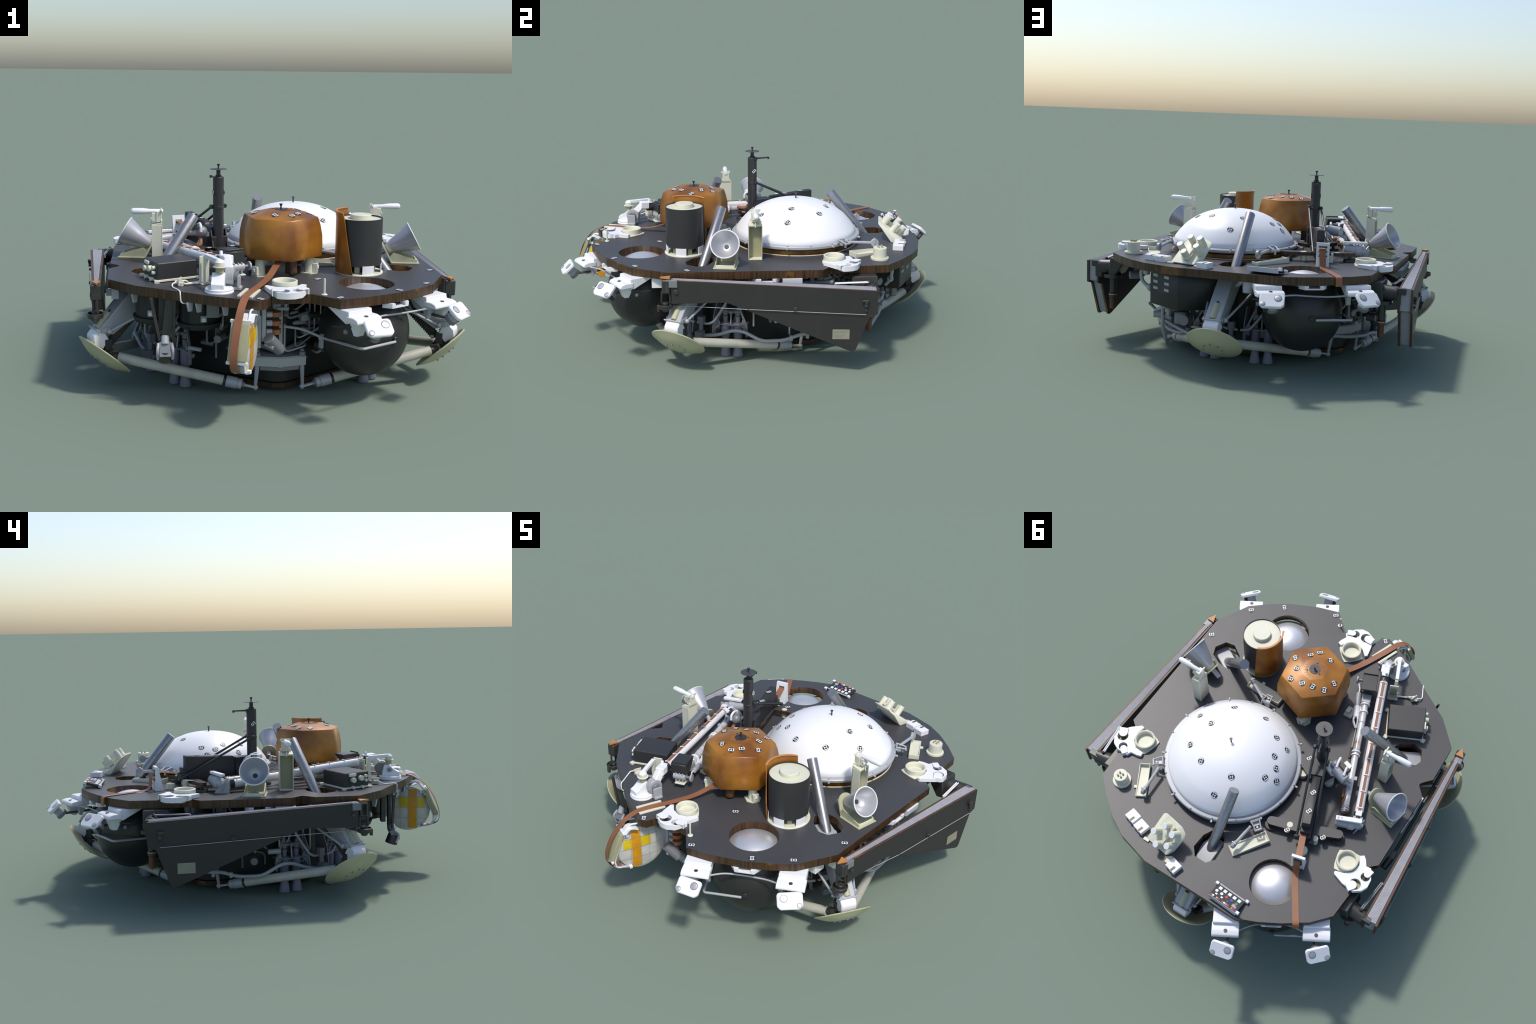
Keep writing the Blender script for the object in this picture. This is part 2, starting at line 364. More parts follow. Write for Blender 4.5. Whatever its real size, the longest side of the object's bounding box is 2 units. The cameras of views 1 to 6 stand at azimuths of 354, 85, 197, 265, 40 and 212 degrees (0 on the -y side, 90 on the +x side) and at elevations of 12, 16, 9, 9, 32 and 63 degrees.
for (x, y) in [(-.072, -.420), (.142, -.376), (-.005, -.200)]:
    b = Builder(); b.cyl((x, y, DECK + .004), (x, y, .556), .022, 'cream', .018, seg=20)
    dv = (Vector((x, y, 0)) - HC).normalized(); T = frame((x, y, DECK), (0, 0, 1), dv)
    b.prism([(.036, -.018), (.036, .018), (.012, .036), (-.03, .03), (-.03, -.03), (.012, -.036)], 0, .004, 'cream', T)
    b.box((.026, 0, .024), (.022, .030, .036), 'cream', T); b.box((.038, 0, .026), (.006, .012, .014), 'white', T)
    b.obj('support_post', hexcover)
for (x, y) in [(.056, -.438), (-.090, -.300), (.105, -.240)]:
    b = Builder(); prof = [(0, .487)] + [(.024 + (.0015 if k % 2 else 0), .489 + k * .006) for k in range(11)] + [(0, .556)]
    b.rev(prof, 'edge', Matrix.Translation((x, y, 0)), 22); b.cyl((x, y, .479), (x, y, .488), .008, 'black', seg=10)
    b.obj('ribbed_foot', hexcover)

# ------------------------------------------------------------------ black canister and its curved shield
CC = Vector((.356, -.376, 0)); TC = Matrix.Translation(CC)
b = Builder()
b.rev([(0, .514), (.088, .514), (.092, .518), (.0925, .704), (.0925, .7105), (.0895, .7105), (.0895, .7045)], 'black', TC, 56)
b.rev([(.0895, .7045), (.060, .706), (.044, .7045), (0, .7045)], 'cream', TC, 48)
can = b.obj('canister', root)
b = Builder(); b.rev([(0, .705), (.044, .705), (.044, .7225), (.042, .7245), (0, .7245)], 'cream', TC, 40); b.obj('lid_cap', can)
b = Builder()
b.rev([(0, DECK), (.100, DECK), (.100, .481), (.098, .483), (0, .483)], 'cream', TC, 48); b.obj('base_ring', can)
b = Builder()
for a in (-12, -78, -140, 60, 120, 180):
    b.rev([(.0905, .482), (.0935, .482), (.0935, .519), (.0905, .519)], 'white', TC, 8, a - 16, a + 16, closed=True)
b.cyl(CC + Vector((0, 0, .482)), CC + Vector((0, 0, .515)), .05, 'black', seg=24)
for a in (-45, 20, -110, 90): b.box((.062, 0, .498), (.02, .022, .030), 'olive', TC @ Matrix.Rotation(rad(a), 4, 'Z'))
b.obj('base_tab', can, stuff=True)
b = Builder(); n = 26; vs = []; levels = 10
for j in range(levels + 1):
    z = .481 + (.737 - .481) * j / levels; u = j / levels
    a0 = 110 - 10 * (1 - u); a1 = 214 + 28 * (1 - u); r = .1035 + (.004 if j == levels else 0) - (.003 if j == 0 else 0)
    for k in range(n + 1):
        a = rad(a0 + (a1 - a0) * k / n)
        for rr in (r, r - .0045): vs.append((CC.x + rr * math.cos(a), CC.y + rr * math.sin(a), z))
fs = []; w = 2 * (n + 1)
for j in range(levels):
    for k in range(n):
        A = j * w + 2 * k; B = A + w
        fs += [[A, A + 2, B + 2, B], [A + 1, B + 1, B + 3, A + 3]]
    fs += [[j * w, (j + 1) * w, (j + 1) * w + 1, j * w + 1], [j * w + 2 * n, j * w + 2 * n + 1, (j + 1) * w + 2 * n + 1, (j + 1) * w + 2 * n]]
for k in range(n):
    fs += [[2 * k, 2 * k + 1, 2 * k + 3, 2 * k + 2]]; A = levels * w + 2 * k; fs += [[A, A + 2, A + 3, A + 1]]
b.add(vs, fs, 'orange'); 
b.rev([(.104, .733), (.110, .737), (.108, .740), (.098, .738)], 'tan', TC, 20, 112, 212, closed=True)
b.obj('curved_shield', root)

# ------------------------------------------------------------------ probe mast on its cross-shaped support
MC = Vector((-.219, -.009, 0)); AX = Vector((-.348, .9375, 0)); PX = Vector((.9375, .348, 0))
TM = Matrix((( AX.x, -PX.x, 0, MC.x), (AX.y, -PX.y, 0, MC.y), (0, 0, 1, 0), (0, 0, 0, 1)))   # local x along AX, y = -PX
b = Builder()
wings = [(.330, .150, .290), (.330, -.165, .290), (-.020, .105, .03), (-.020, -.105, .03)]
core = [(-.03, -.028), (.36, -.028), (.36, .028), (-.03, .028)]
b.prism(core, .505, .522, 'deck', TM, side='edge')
for (x, y, x0) in wings:
    p = Vector((x0 + .045, 0)); q = Vector((x if x0 > .1 else x, y)); d = (q - p).normalized(); s = Vector((-d.y, d.x)) * .021
    tip = [(q + s * math.cos(t) + d * .021 * math.sin(t)) for t in [i * math.pi / 8 for i in range(9)]]
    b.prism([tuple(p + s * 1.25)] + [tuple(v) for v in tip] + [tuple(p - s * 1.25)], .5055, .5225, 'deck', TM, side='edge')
cross = b.obj('support_cross', root)
for (x, y, x0) in wings:
    b = Builder(); q = TM @ Vector((x + .004, y, 0)); b.cyl((q.x, q.y, DECK), (q.x, q.y, DECK + .013), .034, 'black', .031, seg=24); b.cyl((q.x, q.y, DECK + .01), (q.x, q.y, .507), .008, 'black', seg=10)
    b.obj('foot_disc', cross)
b = Builder()
b.rev([(0, .52), (.0245, .52), (.0245, .838), (.023, .840), (0, .840)], 'black', Matrix.Translation(MC), 32)
b.rev([(.0245, .695), (.0255, .696), (.0255, .706), (.0245, .707)], 'black', Matrix.Translation(MC), 32, closed=True)
b.cyl(MC + Vector((0, 0, .838)), MC + Vector((0, 0, .848)), .014, 'black'); b.cyl(MC + Vector((0, 0, .846)), MC + Vector((0, 0, .874)), .0095, 'black')
b.rev([(0, .8735), (.038, .8735), (.0385, .8745), (.038, .8755), (0, .8755)], 'deck', Matrix.Translation(MC), 36)
b.cyl(MC + Vector((0, 0, .875)), MC + Vector((0, 0, .888)), .0035, 'black', seg=10); b.cyl(MC + Vector((0, 0, .888)), MC + Vector((0, 0, .897)), .004, 'black', .008, seg=14)
e = Vector((-.249, .081, .834)); s0 = MC + Vector((-.010, .020, .832))
b.tube([s0, e], .0042, 'black'); b.box((0, 0, -.002), (.012, .016, .020), 'black', frame(s0, (0, 0, 1), e - s0)); b.box((0, 0, -.003), (.010, .009, .012), 'black', frame(e, (0, 0, 1), e - s0))
mast = b.obj('probe_mast', root)
for a in (20, 196):
    d = Vector((math.cos(rad(a)), math.sin(rad(a)), 0)); marker(MC + d * .0243 + Vector((0, 0, .768)), d, parent=mast, spin=40, s=.85)
b = Builder()
b.slab([(.02, .522), (.345, .522), (.358, .545), (.358, .632), (.11, .616), (.105, .632 - .03), (.02, .604)], -.019, .019, 'black', TM, b=.0015)
b.box((.055, 0, .565), (.09, .062, .088), 'black', TM); b.box((.02, 0, .545), (.075, .078, .05), 'black', TM)
b.box((.366, 0, .560), (.022, .044, .032), 'black', TM); b.box((.372, 0, .536), (.03, .06, .024), 'gun', TM)
for k in (-1, 1): b.slab([(-.03, .52), (.05, .52), (.03, .600), (.0, .600)], k * .036 - .003, k * .036 + .003, 'black', TM)
box = b.obj('tether_box', root)
for x in (.196, .294): marker(TM @ Vector((x, 0, .6165 + (x - .11) * .0645 + .001)), (0, 0, 1), parent=box, spin=70, s=.95)
for (x, y) in [(-.422, .302), (-.265, .360), (-.155, -.010), (-.262, -.052)]: marker((x, y, .5235), parent=cross, spin=60, s=.95)
for k, top, low in [(1, (-.190, .008, .706), (-.318, .362, .524)), (-1, (-.250, -.010, .704), (-.392, .352, .524))]:
    b = Builder(); b.tube([top, low], .0058, 'black'); b.cyl(Vector(top) - AX * .008, Vector(top) + AX * .008, .010, 'black', seg=12); b.cyl(Vector(low) - PX * .012, Vector(low) + PX * .012, .009, 'black', seg=12)
    b.obj('brace_rod', mast)
for (x, y, r) in [(-.165, .062, .022), (-.290, .030, .024), (-.375, .395, .021), (-.262, .330, .015), (-.395, .325, .015)]:
    b = Builder(); b.cyl((x, y, DECK), (x, y, .504 if r > .018 else .5235), r, 'cream', seg=20); b.obj('standoff', cross)
b = Builder(); b.box((-.285, .020, .492), (.035, .05, .030), 'cream'); b.obj('standoff', cross)

# ------------------------------------------------------------------ brown ribbons
b = Builder()
b.ribbon([(.010, -.440, .548), (-.012, -.480, .530), (-.052, -.560, .497), (-.094, -.641, .488), (-.150, -.765, .487), (-.172, -.825, .482), (-.193, -.885, .448), (-.213, -.938, .375), (-.224, -.962, .300), (-.222, -.962, .250), (-.210, -.938, .230), (-.195, -.905, .228)], (.94, -.34, 0), .029, .0022, 'belt', fillet=.04)
b.obj('brown_ribbon', root)
b = Builder()
b.ribbon([(-.345, .348, .552), (-.385, .448, .562), (-.392, .476, .560), (-.398, .490, .540), (-.401, .492, .500), (-.404, .503, .481), (-.412, .522, .4795), (-.524, .692, .4795), (-.5315, .7025, .477), (-.5345, .7075, .470), (-.5345, .7075, .436)], (.90, .44, 0), .030, .0022, 'belt', fillet=.008)
b.obj('brown_ribbon', root)
b = Builder()   # white guide plate of the ribbon
T = frame((-.392, .463, DECK), (0, 0, 1), (-.968, -.25, 0))
R2 = T @ Matrix.Rotation(rad(90), 4, 'Z')
b.slab([(-.012, 0), (.028, 0), (.004, .114), (-.008, .114)], -.031, -.0165, 'white', R2); b.slab([(-.012, 0), (.028, 0), (.004, .114), (-.008, .114)], .0165, .031, 'white', R2)
b.slab([(-.012, 0), (.028, 0), (.012, .076), (-.008, .076)], -.017, .017, 'white', R2); b.slab([(-.008, .095), (.008, .095), (.004, .114), (-.008, .114)], -.017, .017, 'white', R2)
for z in (.052, .074, .096): b.cyl(T @ Vector((-.02, -.013, z)), T @ Vector((.02, -.013, z)), .0035, 'gun', seg=8)
b.obj('ribbon_guide', root)
# guide rails of the front ribbon
for (x0, y0, x1, y1) in [(-.192, -.794, -.149, -.681), (-.148, -.816, -.104, -.698)]:
    d = Vector((x1 - x0, y1 - y0, 0)); b = Builder(); b.box((0, 0, .0045), (d.length, .013, .009), 'cream', frame(((x0 + x1) / 2, (y0 + y1) / 2, DECK), (0, 0, 1), d))
    b.obj('guide_rail', root)

# ------------------------------------------------------------------ quilted tether spool on the deck edge
SP = Matrix(((-.335, .942, 0, -.150), (-.942, -.335, 0, -.815), (0, 0, 1, .301), (0, 0, 0, 1)))  # x = outward p, y = normal, z up
TR = SP @ Matrix.Rotation(rad(-90), 4, 'X')     # revolve axis along the spool normal
def bulge(r, side):
    """height of the quilted face above the mid plane"""
    u = max(0.0, 1 - (r / .113) ** 2)
    return (.013 if side > 0 else .030) * u ** .55 + .003
b = Builder(); rr = [.113 * i / 14 for i in range(15)]
b.rev([(r, -bulge(r, -1)) for r in rr] + [(.1145, 0)] + [(r, bulge(r, 1)) for r in rr[::-1]], 'foil', TR, 64)
spool = b.obj('tether_spool', root)
b = Builder()
def patch(p0, p1, z0, z1, mat, lift, side, n=14):
    """rectangular strip draped over the quilted face"""
    vs = []; fs = []
    for i in range(n + 1):
        for k in range(n + 1):
            p = p0 + (p1 - p0) * i / n; z = z0 + (z1 - z0) * k / n; r = math.hypot(p, z)
            if r > .1125: p, z, r = p * .1125 / r, z * .1125 / r, .1125
            vs.append((p, side * (bulge(r, side) + lift), z))
    for i in range(n):
        for k in range(n): fs.append([i * (n + 1) + k, (i + 1) * (n + 1) + k, (i + 1) * (n + 1) + k + 1, i * (n + 1) + k + 1])
    m = len(vs); vs += [(a, c - side * (lift + .002), z) for a, c, z in vs]; fs += [[m + q for q in f][::-1] for f in fs]
    b.add(vs, fs, mat, SP)
def chord(u, r=.108): return math.sqrt(max(r * r - u * u, 0))
for s in (1, -1):
    patch(.008, .050, -.100, .102, 'amber', .0012, s); patch(-.042, .0078, .012, .062, 'yellow', .0009, s); patch(.0502, .090, .012, .060, 'yellow', .0009, s)
    for p in (-.072, -.034, .006, .055): L = chord(p); patch(p - .0005, p + .0005, -L, L, 'mid', .0018, s, 20)
    for z in (-.045, .010, .064): L = chord(z); patch(-L, L, z - .0005, z + .0005, 'mid', .0018, s, 20)
b.obj('coloured_patch', spool)
b = Builder()
b.slab([(.086, .115), (.104, .105), (.158, -.018), (.151, -.026), (.138, -.022), (.088, .092)], -.046, .024, 'olive', SP, b=.002)
spoolcover = b.obj('spool_cover', spool)
b = Builder()
for y in (-.030, .014):
    b.tube([SP @ Vector((-.02, y, .130)), SP @ Vector((.05, y, .148)), SP @ Vector((.082, y, .110)), SP @ Vector((.084, y, .085))], .004, 'white', fillet=.03)
    b.tube([SP @ Vector((.098, y, .060)), SP @ Vector((.136, y, -.030)), SP @ Vector((.130, y, -.072)), SP @ Vector((.070, y * .5, -.088))], .0035, 'white', fillet=.02)
b.box((.088, -.011, .112), (.012, .082, .012), 'white', SP); b.box((.150, -.011, -.028), (.012, .080, .012), 'white', SP)
b.ribbon([SP @ Vector((.02, .010, .120)), SP @ Vector((.058, .010, .136)), SP @ Vector((.082, .010, .108))], (.94, -.335, 0), .05, .004, 'white')
b.ribbon([SP @ Vector((.148, -.010, -.040)), SP @ Vector((.132, -.010, -.072)), SP @ Vector((.066, -.006, -.087))], (.94, -.335, 0), .048, .003, 'grey')
b.box((.062, 0, -.087), (.014, .044, .014), 'white', SP); b.box((.07, 0, .09), (.014, .04, .014), 'white', SP)
b.box((-.030, .0, .112), (.05, .05, .05), 'grey', SP); b.box((-.11, 0, .02), (.022, .034, .13), 'grey', SP)
b.obj('spool_bracket', spool)

# ------------------------------------------------------------------ three hold-down fittings
b = Builder()
sq = [(.069, 0), (.055, .020), (.02, .055), (0, .069), (-.02, .055), (-.055, .020), (-.069, 0), (-.055, -.020), (-.02, -.055), (0, -.069), (.02, -.055), (.055, -.020)]
b.prism(sq, 0, .008, 'cream', b=.002)
b.rev([(0, .0095), (.040, .0095), (.040, .029), (.042, .033), (.046, .035), (.050, .033), (.050, .008)], 'cream', None, 36)
ring_mesh = b.obj('socket_ring', None)
b = Builder()
body = [(.012, .084), (.032, .080), (.062, .066), (.080, .080), (.128, .052), (.150, .020), (.152, -.012), (.136, -.048), (.080, -.072), (.024, -.082), (.014, -.072), (.044, -.040), (.056, 0), (.042, .040), (.004, .066)]
t = bmesh.new()
rings_ = [body, arc(.104, .036, .0215, 20), arc(.112, -.022, .027, 20)]
for loop in rings_:
    vv = [t.verts.new((x, y, .0180)) for x, y in loop]
    for i in range(len(vv)): t.edges.new((vv[i], vv[(i + 1) % len(vv)]))
bmesh.ops.triangle_fill(t, use_beauty=True, edges=t.edges[:])
ret = bmesh.ops.extrude_face_region(t, geom=t.faces[:])
for v in [g for g in ret['geom'] if isinstance(g, bmesh.types.BMVert)]: v.co.z = .0015 if v.co.x < .08 else -.006
b.merge(t, 'white')
b.rev([(0, -.006), (.0215, -.006), (.0215, -.010), (0, -.010)], 'olive', Matrix.Translation((.104, .036, 0)), 20)
b.rev([(0, -.006), (.027, -.006), (.027, -.010), (0, -.010)], 'olive', Matrix.Translation((.112, -.022, 0)), 20)
for (x, y, r, dx, dy) in [(.104, .036, .016, -.35, .94), (.112, -.022, .021, -.1, -.99)]:
    d = Vector((dx, dy)).normalized(); s = Vector((-d.y, d.x)); c = Vector((x, y)) + d * .014
    pts = [c + s * r * math.cos(a) - d * r * math.sin(a) for a in [i * math.pi / 8 for i in range(9)]]
    poly = [tuple(c + d * .026 + s * r * .95)] + [tuple(v) for v in pts] + [tuple(c + d * .026 - s * r * .95)]
    b.prism(poly, .0200, .0245, 'white', b=.001)
    e = c + d * .026
    b.box((0, 0, .012), (.005, r * 1.9, .024), 'white', frame((e.x, e.y, 0), (0, 0, 1), (d.x, d.y, 0)))
    b.cyl((x, y, -.006), (x, y, .002), r * .55, 'gun', seg=14)
fork_mesh = b.obj('fork_plate', None)
for i, a in enumerate(POSTS):
    T = yaw(a) @ Matrix.Translation((.660, 0, DECK))
    o = ring_mesh if i == 0 else ring_mesh.copy()
    if i: bpy.context.scene.collection.objects.link(o)
    o.parent = root; o.matrix_local = T
    f = fork_mesh if i == 0 else fork_mesh.copy()
    if i: bpy.context.scene.collection.objects.link(f)
    f.parent = root; f.matrix_local = T
b = Builder(); b.cyl((.136, -.776, DECK), (.136, -.776, DECK + .005), .012, 'cream'); b.cyl((.136, -.776, DECK), (.136, -.775, .541), .0042, 'cream', seg=12); b.obj('alignment_pin', root)

# ------------------------------------------------------------------ horn antennas and rod pillars
b = Builder()
ax = Vector((.883, 0, .469)); mouth = Vector((.100, 0, .116)); F = frame(mouth - ax * .106, ax, (0, 1, 0))
hp = [(.0, -.084), (.0125, -.084), (.0125, -.025), (.0215, -.024), (.0245, -.020), (.0455, .045), (.0650, .104), (.067, .107), (.0655, .1085), (.0630, .104), (.0520, .084), (.0400, .060), (.024, .046), (.013, .043), (0, .043)]
b.rev(hp, 'horn', F, 44); b.rev([(.0640, .1045), (.0685, .1055), (.0690, .1075), (.0665, .1095), (.0640, .1085)], 'white', F, 44, closed=True); b.rev([(0, .0435), (.011, .0435), (.011, .0445), (0, .0445)], 'gun', F, 20); horn = b.obj('horn_antenna', root, yaw(-10, (.541, -.172, DECK)))  # small gunmetal disc modelled for the dark shading at the horn throat
b = Builder()
pc = mouth - ax * .138; up = Vector((-.469, 0, .883)); PT = Matrix(((0, up.x, ax.x, pc.x), (1, 0, 0, 0), (0, up.z, ax.z, pc.z), (0, 0, 0, 1)))
poly = arc(0, 0, .042, 14, 0, 180) + [(-.042, 0), (-.050, -.056), (.050, -.056)]
b.prism(poly, -.004, .004, 'pad', PT, b=.001)
b.box((.063, 0, .003), (.124, .108, .006), 'pad')
b.slab([(0, .004), (.115, .004), (.115, .018), (.01, .048), (-.004, .03)], -.047, -.042, 'pad'); b.slab([(0, .004), (.115, .004), (.115, .018), (.01, .048), (-.004, .03)], .042, .047, 'pad')
b.box((.112, 0, .010), (.006, .09, .014), 'cream')
hbr = b.obj('horn_bracket', horn)
T2 = yaw(170, (-.541, -.001, DECK)); h2 = place(horn, root, T2); place(hbr, h2, Matrix())
b = Builder()
H = .170
b.box((.003, 0, H / 2), (.006, .066, H), 'cream'); b.box((.024, .0315, H / 2), (.044, .003, H), 'cream'); b.box((.024, -.0315, H / 2), (.044, .003, H), 'cream'); b.box((.024, 0, .003), (.044, .066, .006), 'cream')
b.slab([(0, H), (.046, H - .004), (.046, H + .002), (0, H + .012)], -.032, .032, 'cream')
b.box((.0075, 0, H / 2), (.003, .058, H - .012), 'olive'); 
b.prism([(-.026, .0), (.026, 0), (.026, .022), (.018, .026), (.018, .056), (.027, .062), (.024, .070), (-.024, .070), (-.027, .062), (-.018, .056), (-.018, .026), (-.026, .022)], 0, .006, 'cream', Matrix(((0, 0, 1, 0), (1, 0, 0, 0), (0, 1, 0, H), (0, 0, 0, 1))))
b.box((.016, 0, H + .036), (.020, .036, .046), 'cream'); b.box((.036, 0, H + .034), (.018, .028, .036), 'cream'); b.cyl((.046, -.014, H + .030), (.046, .014, H + .030), .006, 'cream', seg=12)
b.cyl((.047, 0, H + .015), (.052, 0, H - .008), .0025, 'cream', seg=8)
pillar = b.obj('antenna_pillar', root, yaw(-1, (.476, -.040, DECK)))
b = Builder()
F = frame((-.004, 0, H + .058), (1, 0, .015), (0, 1, 0))
b.rev([(0, 0), (.009, 0), (.010, .003), (.010, .060), (.0125, .075), (.0135, .090), (.0135, .128), (.011, .135), (.006, .139), (0, .140)], 'white', F, 20)
rod = b.obj('antenna_rod', pillar)
p2 = place(pillar, root, yaw(180, (-.472, -.146, DECK))); place(rod, p2, Matrix())

# ------------------------------------------------------------------ arm: shoulder, upper arm, elbow, forearm, scoop, grapple
b = Builder()
SB = Vector((-.258, -.697, DECK))
b.rev([(0, 0), (.056, 0), (.057, .004), (.054, .010), (.055, .014), (.050, .019), (0, .019)], 'white', Matrix.Translation(SB), 44)
TS = frame(SB, (0, 0, 1), (.15, .99, 0))
b.slab([(-.046, .018), (.040, .018), (.040, .034), (.030, .068), (.008, .074), (-.026, .042), (-.046, .038)], -.022, .028, 'white', TS, b=.002)
b.cyl(TS @ Vector((.005, .026, .050)), TS @ Vector((.005, .034, .050)), .013, 'grey'); b.cyl(TS @ Vector((.005, .034, .050)), TS @ Vector((.005, .038, .050)), .008, 'mid')
hd = Vector((-.213, -.662, .530)); hx = Vector((.93, -.25, 0)).normalized()
b.cyl(hd - hx * .018, hd + hx * .016, .034, 'grey', seg=32); b.cyl(hd + hx * .016, hd + hx * .030, .020, 'mid'); b.cyl(hd - hx * .030, hd - hx * .018, .028, 'mid')
b.box((.0, .0, 0), (.008, .044, .046), 'grey', frame(hd + hx * .034 + Vector((0, .0, -.018)), (0, 0, 1), hx)); b.box((0, 0, 0), (.03, .04, .012), 'grey', frame(hd + hx * .03 + Vector((0, .0, -.045)), (0, 0, 1), hx))
turret = b.obj('shoulder_turret', root)
b = Builder()
A0 = Vector((-.248, -.548, .567)); A1 = Vector((-.497, .103, .5165)); ad = (A1 - A0).normalized(); up = (Vector((0, 0, 1)) - ad * ad.z).normalized(); sd = ad.cross(up)
top = Vector((-.224, -.606, .583))
TB = frame(hd + (top - hd) * .5 + Vector((0, 0, .004)), top - hd, hx); b.box((0, 0, 0), (.034, .034, .092), 'white', TB, b=.004)
b.box((0, 0, 0), (.046, .042, .036), 'white', frame(top + Vector((0, .004, .0)), up, ad), b=.003)
b.cyl(A0 - ad * .045, A0 + ad * .004, .0215, 'black', seg=28); b.cyl(A0, A1, .0205, 'white', seg=32)
b.cyl(A1, A1 + ad * .035, .0225, 'black', seg=28)
b.box((0, 0, .0212), ((A1 - A0).length, .0125, .0022), 'belt', frame((A0 + A1) / 2, up, ad), b=0)
L = (A1 - A0).length
for i in range(9):
    p = A0 + ad * (.012 + (L - .03) * i / 8); b.box((0, 0, .0222), (.004, .024, .0035), 'white', frame(p, up, ad), b=0)
b.box((0, 0, .026), (.03, .034, .006), 'white', frame(A0 - ad * .035, up, ad)); b.box((.004, .006, .036), (.010, .012, .016), 'white', frame(A0 - ad * .035, up, ad))
b.box((0, 0, .024), (.026, .030, .010), 'white', frame(A1 + ad * .012, up, ad))
upper = b.obj('upper_arm', root)
b = Builder()
E0 = Vector((-.428, .200, .528)); E1 = Vector((-.545, .150, .516)); ed = (E1 - E0).normalized()
b.rev([(0, 0), (.020, 0), (.024, .004), (.026, .02), (.026, .055), (.030, .060), (.030, .085), (.026, .09), (.020, .095), (.020, .112), (.012, .118), (.012, .128), (0, .128)], 'grey', frame(E0, ed), 26)
b.box((.0, .0, 0), (.050, .045, .040), 'grey', frame(A1 + ad * .050, up, ad)); b.box((.06, 0, .034), (.12, .022, .012), 'white', frame(E0, (0, 0, 1), ed))
b.slab([(-.03, -.05), (.05, -.05), (.05, -.044), (.0, .02), (-.02, .03)], -.002, .002, 'grey', frame(E1 + Vector((.01, .0, 0)), (0, 0, 1), (.3, .95, 0)))
for i in range(7): b.cyl(E0 + ed * (.012 + .016 * i) + Vector((0, 0, .03)), E0 + ed * (.012 + .016 * i) + Vector((0, 0, .043)), .005, 'grey', seg=10)
b.obj('elbow_joint', root)
b = Builder()
F0 = Vector((-.440, .140, .521)); F1 = Vector((-.224, -.420, .533)); fd = (F1 - F0).normalized()
b.cyl(F0, F1, .0165, 'tubewrap', seg=24)
for u, r in [(.02, .020), (.04, .020), (.50, .022), (.53, .022), (.545, .019), (.80, .018), (.90, .022), (.97, .024)]:
    p = F0 + fd * ((F1 - F0).length * u); b.cyl(p - fd * .004, p + fd * .004, r, 'white' if r > .0205 else 'grey', seg=20)
fp = frame(F0 + (F1 - F0) * .30, (0, 0, 1), fd)
b.box((0, 0, 0), (.020, .058, .012), 'grey', fp); b.box((.03, .025, .0), (.07, .008, .030), 'belt', fp); b.box((-.10, .022, 0), (.05, .010, .022), 'belt', frame(F0 + (F1 - F0) * .32, (0, 0, 1), fd))
b.box((0, 0, 0), (.05, .045, .04), 'grey', frame(F1 + fd * .01, (0, 0, 1), fd), b=.004)
b.tube([F0 + Vector((.02, -.02, .0)), F0 + Vector((.035, -.04, .012)), F0 + Vector((.03, -.09, .01))], .007, 'belt')
fore = b.obj('forearm', root)
b = Builder()   # forearm camera pod
pc0 = Vector((-.300, .004, .596)); pc1 = Vector((-.372, .028, .592)); pd = (pc1 - pc0).normalized()
b.rev([(0, 0), (.022, 0), (.026, .005), (.026, .060), (.024, .064), (.024, .075), (0, .075)], 'grey', frame(pc0, pd), 26)
b.box((.036, .03, .018), (.05, .030, .028), 'gun', frame(pc0, (0, 0, 1), pd)); b.box((.036, .048, .030), (.040, .020, .012), 'white', frame(pc0, (0, 0, 1), pd))
for k in (0, .052): b.tube([pc0 + pd * (.01 + k) + Vector((0, 0, .026)), pc0 + pd * (.01 + k) + Vector((.006, -.03, .036)), pc0 + pd * (.01 + k) + Vector((.010, -.055, .026)), pc0 + pd * (.01 + k) + Vector((.010, -.055, .0))], .006, 'white', fillet=.01)
b.ball(pc0 + pd * .0 + Vector((0.006, -.02, -.004)), .026, 'mid', seg=20)
b.prism([(-.05, -.012), (.02, -.016), (.035, -.002), (.03, .014), (-.04, .014)], -.03, -.008, 'white', frame(pc0 + Vector((.015, .01, 0)), (0, 0, 1), pd), b=.003)
b.tube([pc1 + Vector((0, 0, -.02)), pc1 + Vector((-.03, .0, -.03)), F0 + (F1 - F0) * .27], .006, 'grey')
b.tube([pc0 + Vector((.01, 0, -.02)), pc0 + Vector((-.02, -.03, -.07))], .004, 'white'); b.tube([pc0 + Vector((.0, -.02, -.03)), pc0 + Vector((.0, -.05, -.06)), pc0 + Vector((-.02, -.09, -.055))], .009, 'belt')
b.obj('camera_pod', root)
b = Builder()   # scoop
sc = frame((-.196, -.497, .566), (0, 0, 1), (-.38, .925, 0))
b.slab([(-.045, -.018), (.012, -.020), (.055, .030), (.055, .036), (-.028, .040), (-.045, .034)], -.037, .037, 'black', sc, b=.002)
b.box((-.036, 0, .041), (.005, .070, .006), 'gun', sc)
b.obj('scoop', root)
b = Builder()
b.box((-.040, -.010, -.060), (.040, .050, .006), 'cream', sc)
for y in (-.022, -.006, .012): b.box((-.036, y, -.035), (.030, .006, .050), 'grey', sc)
b.cyl(sc @ Vector((-.036, -.035, -.030)), sc @ Vector((-.036, .026, -.030)), .018, 'grey', seg=20); b.cyl(sc @ Vector((-.036, -.060, -.030)), sc @ Vector((-.036, -.030, -.030)), .007, 'mid'); b.cyl(sc @ Vector((-.036, -.066, -.030)), sc @ Vector((-.036, -.058, -.030)), .019, 'grey', seg=20)
b.obj('wrist_joint', root)
b = Builder()   # grapple
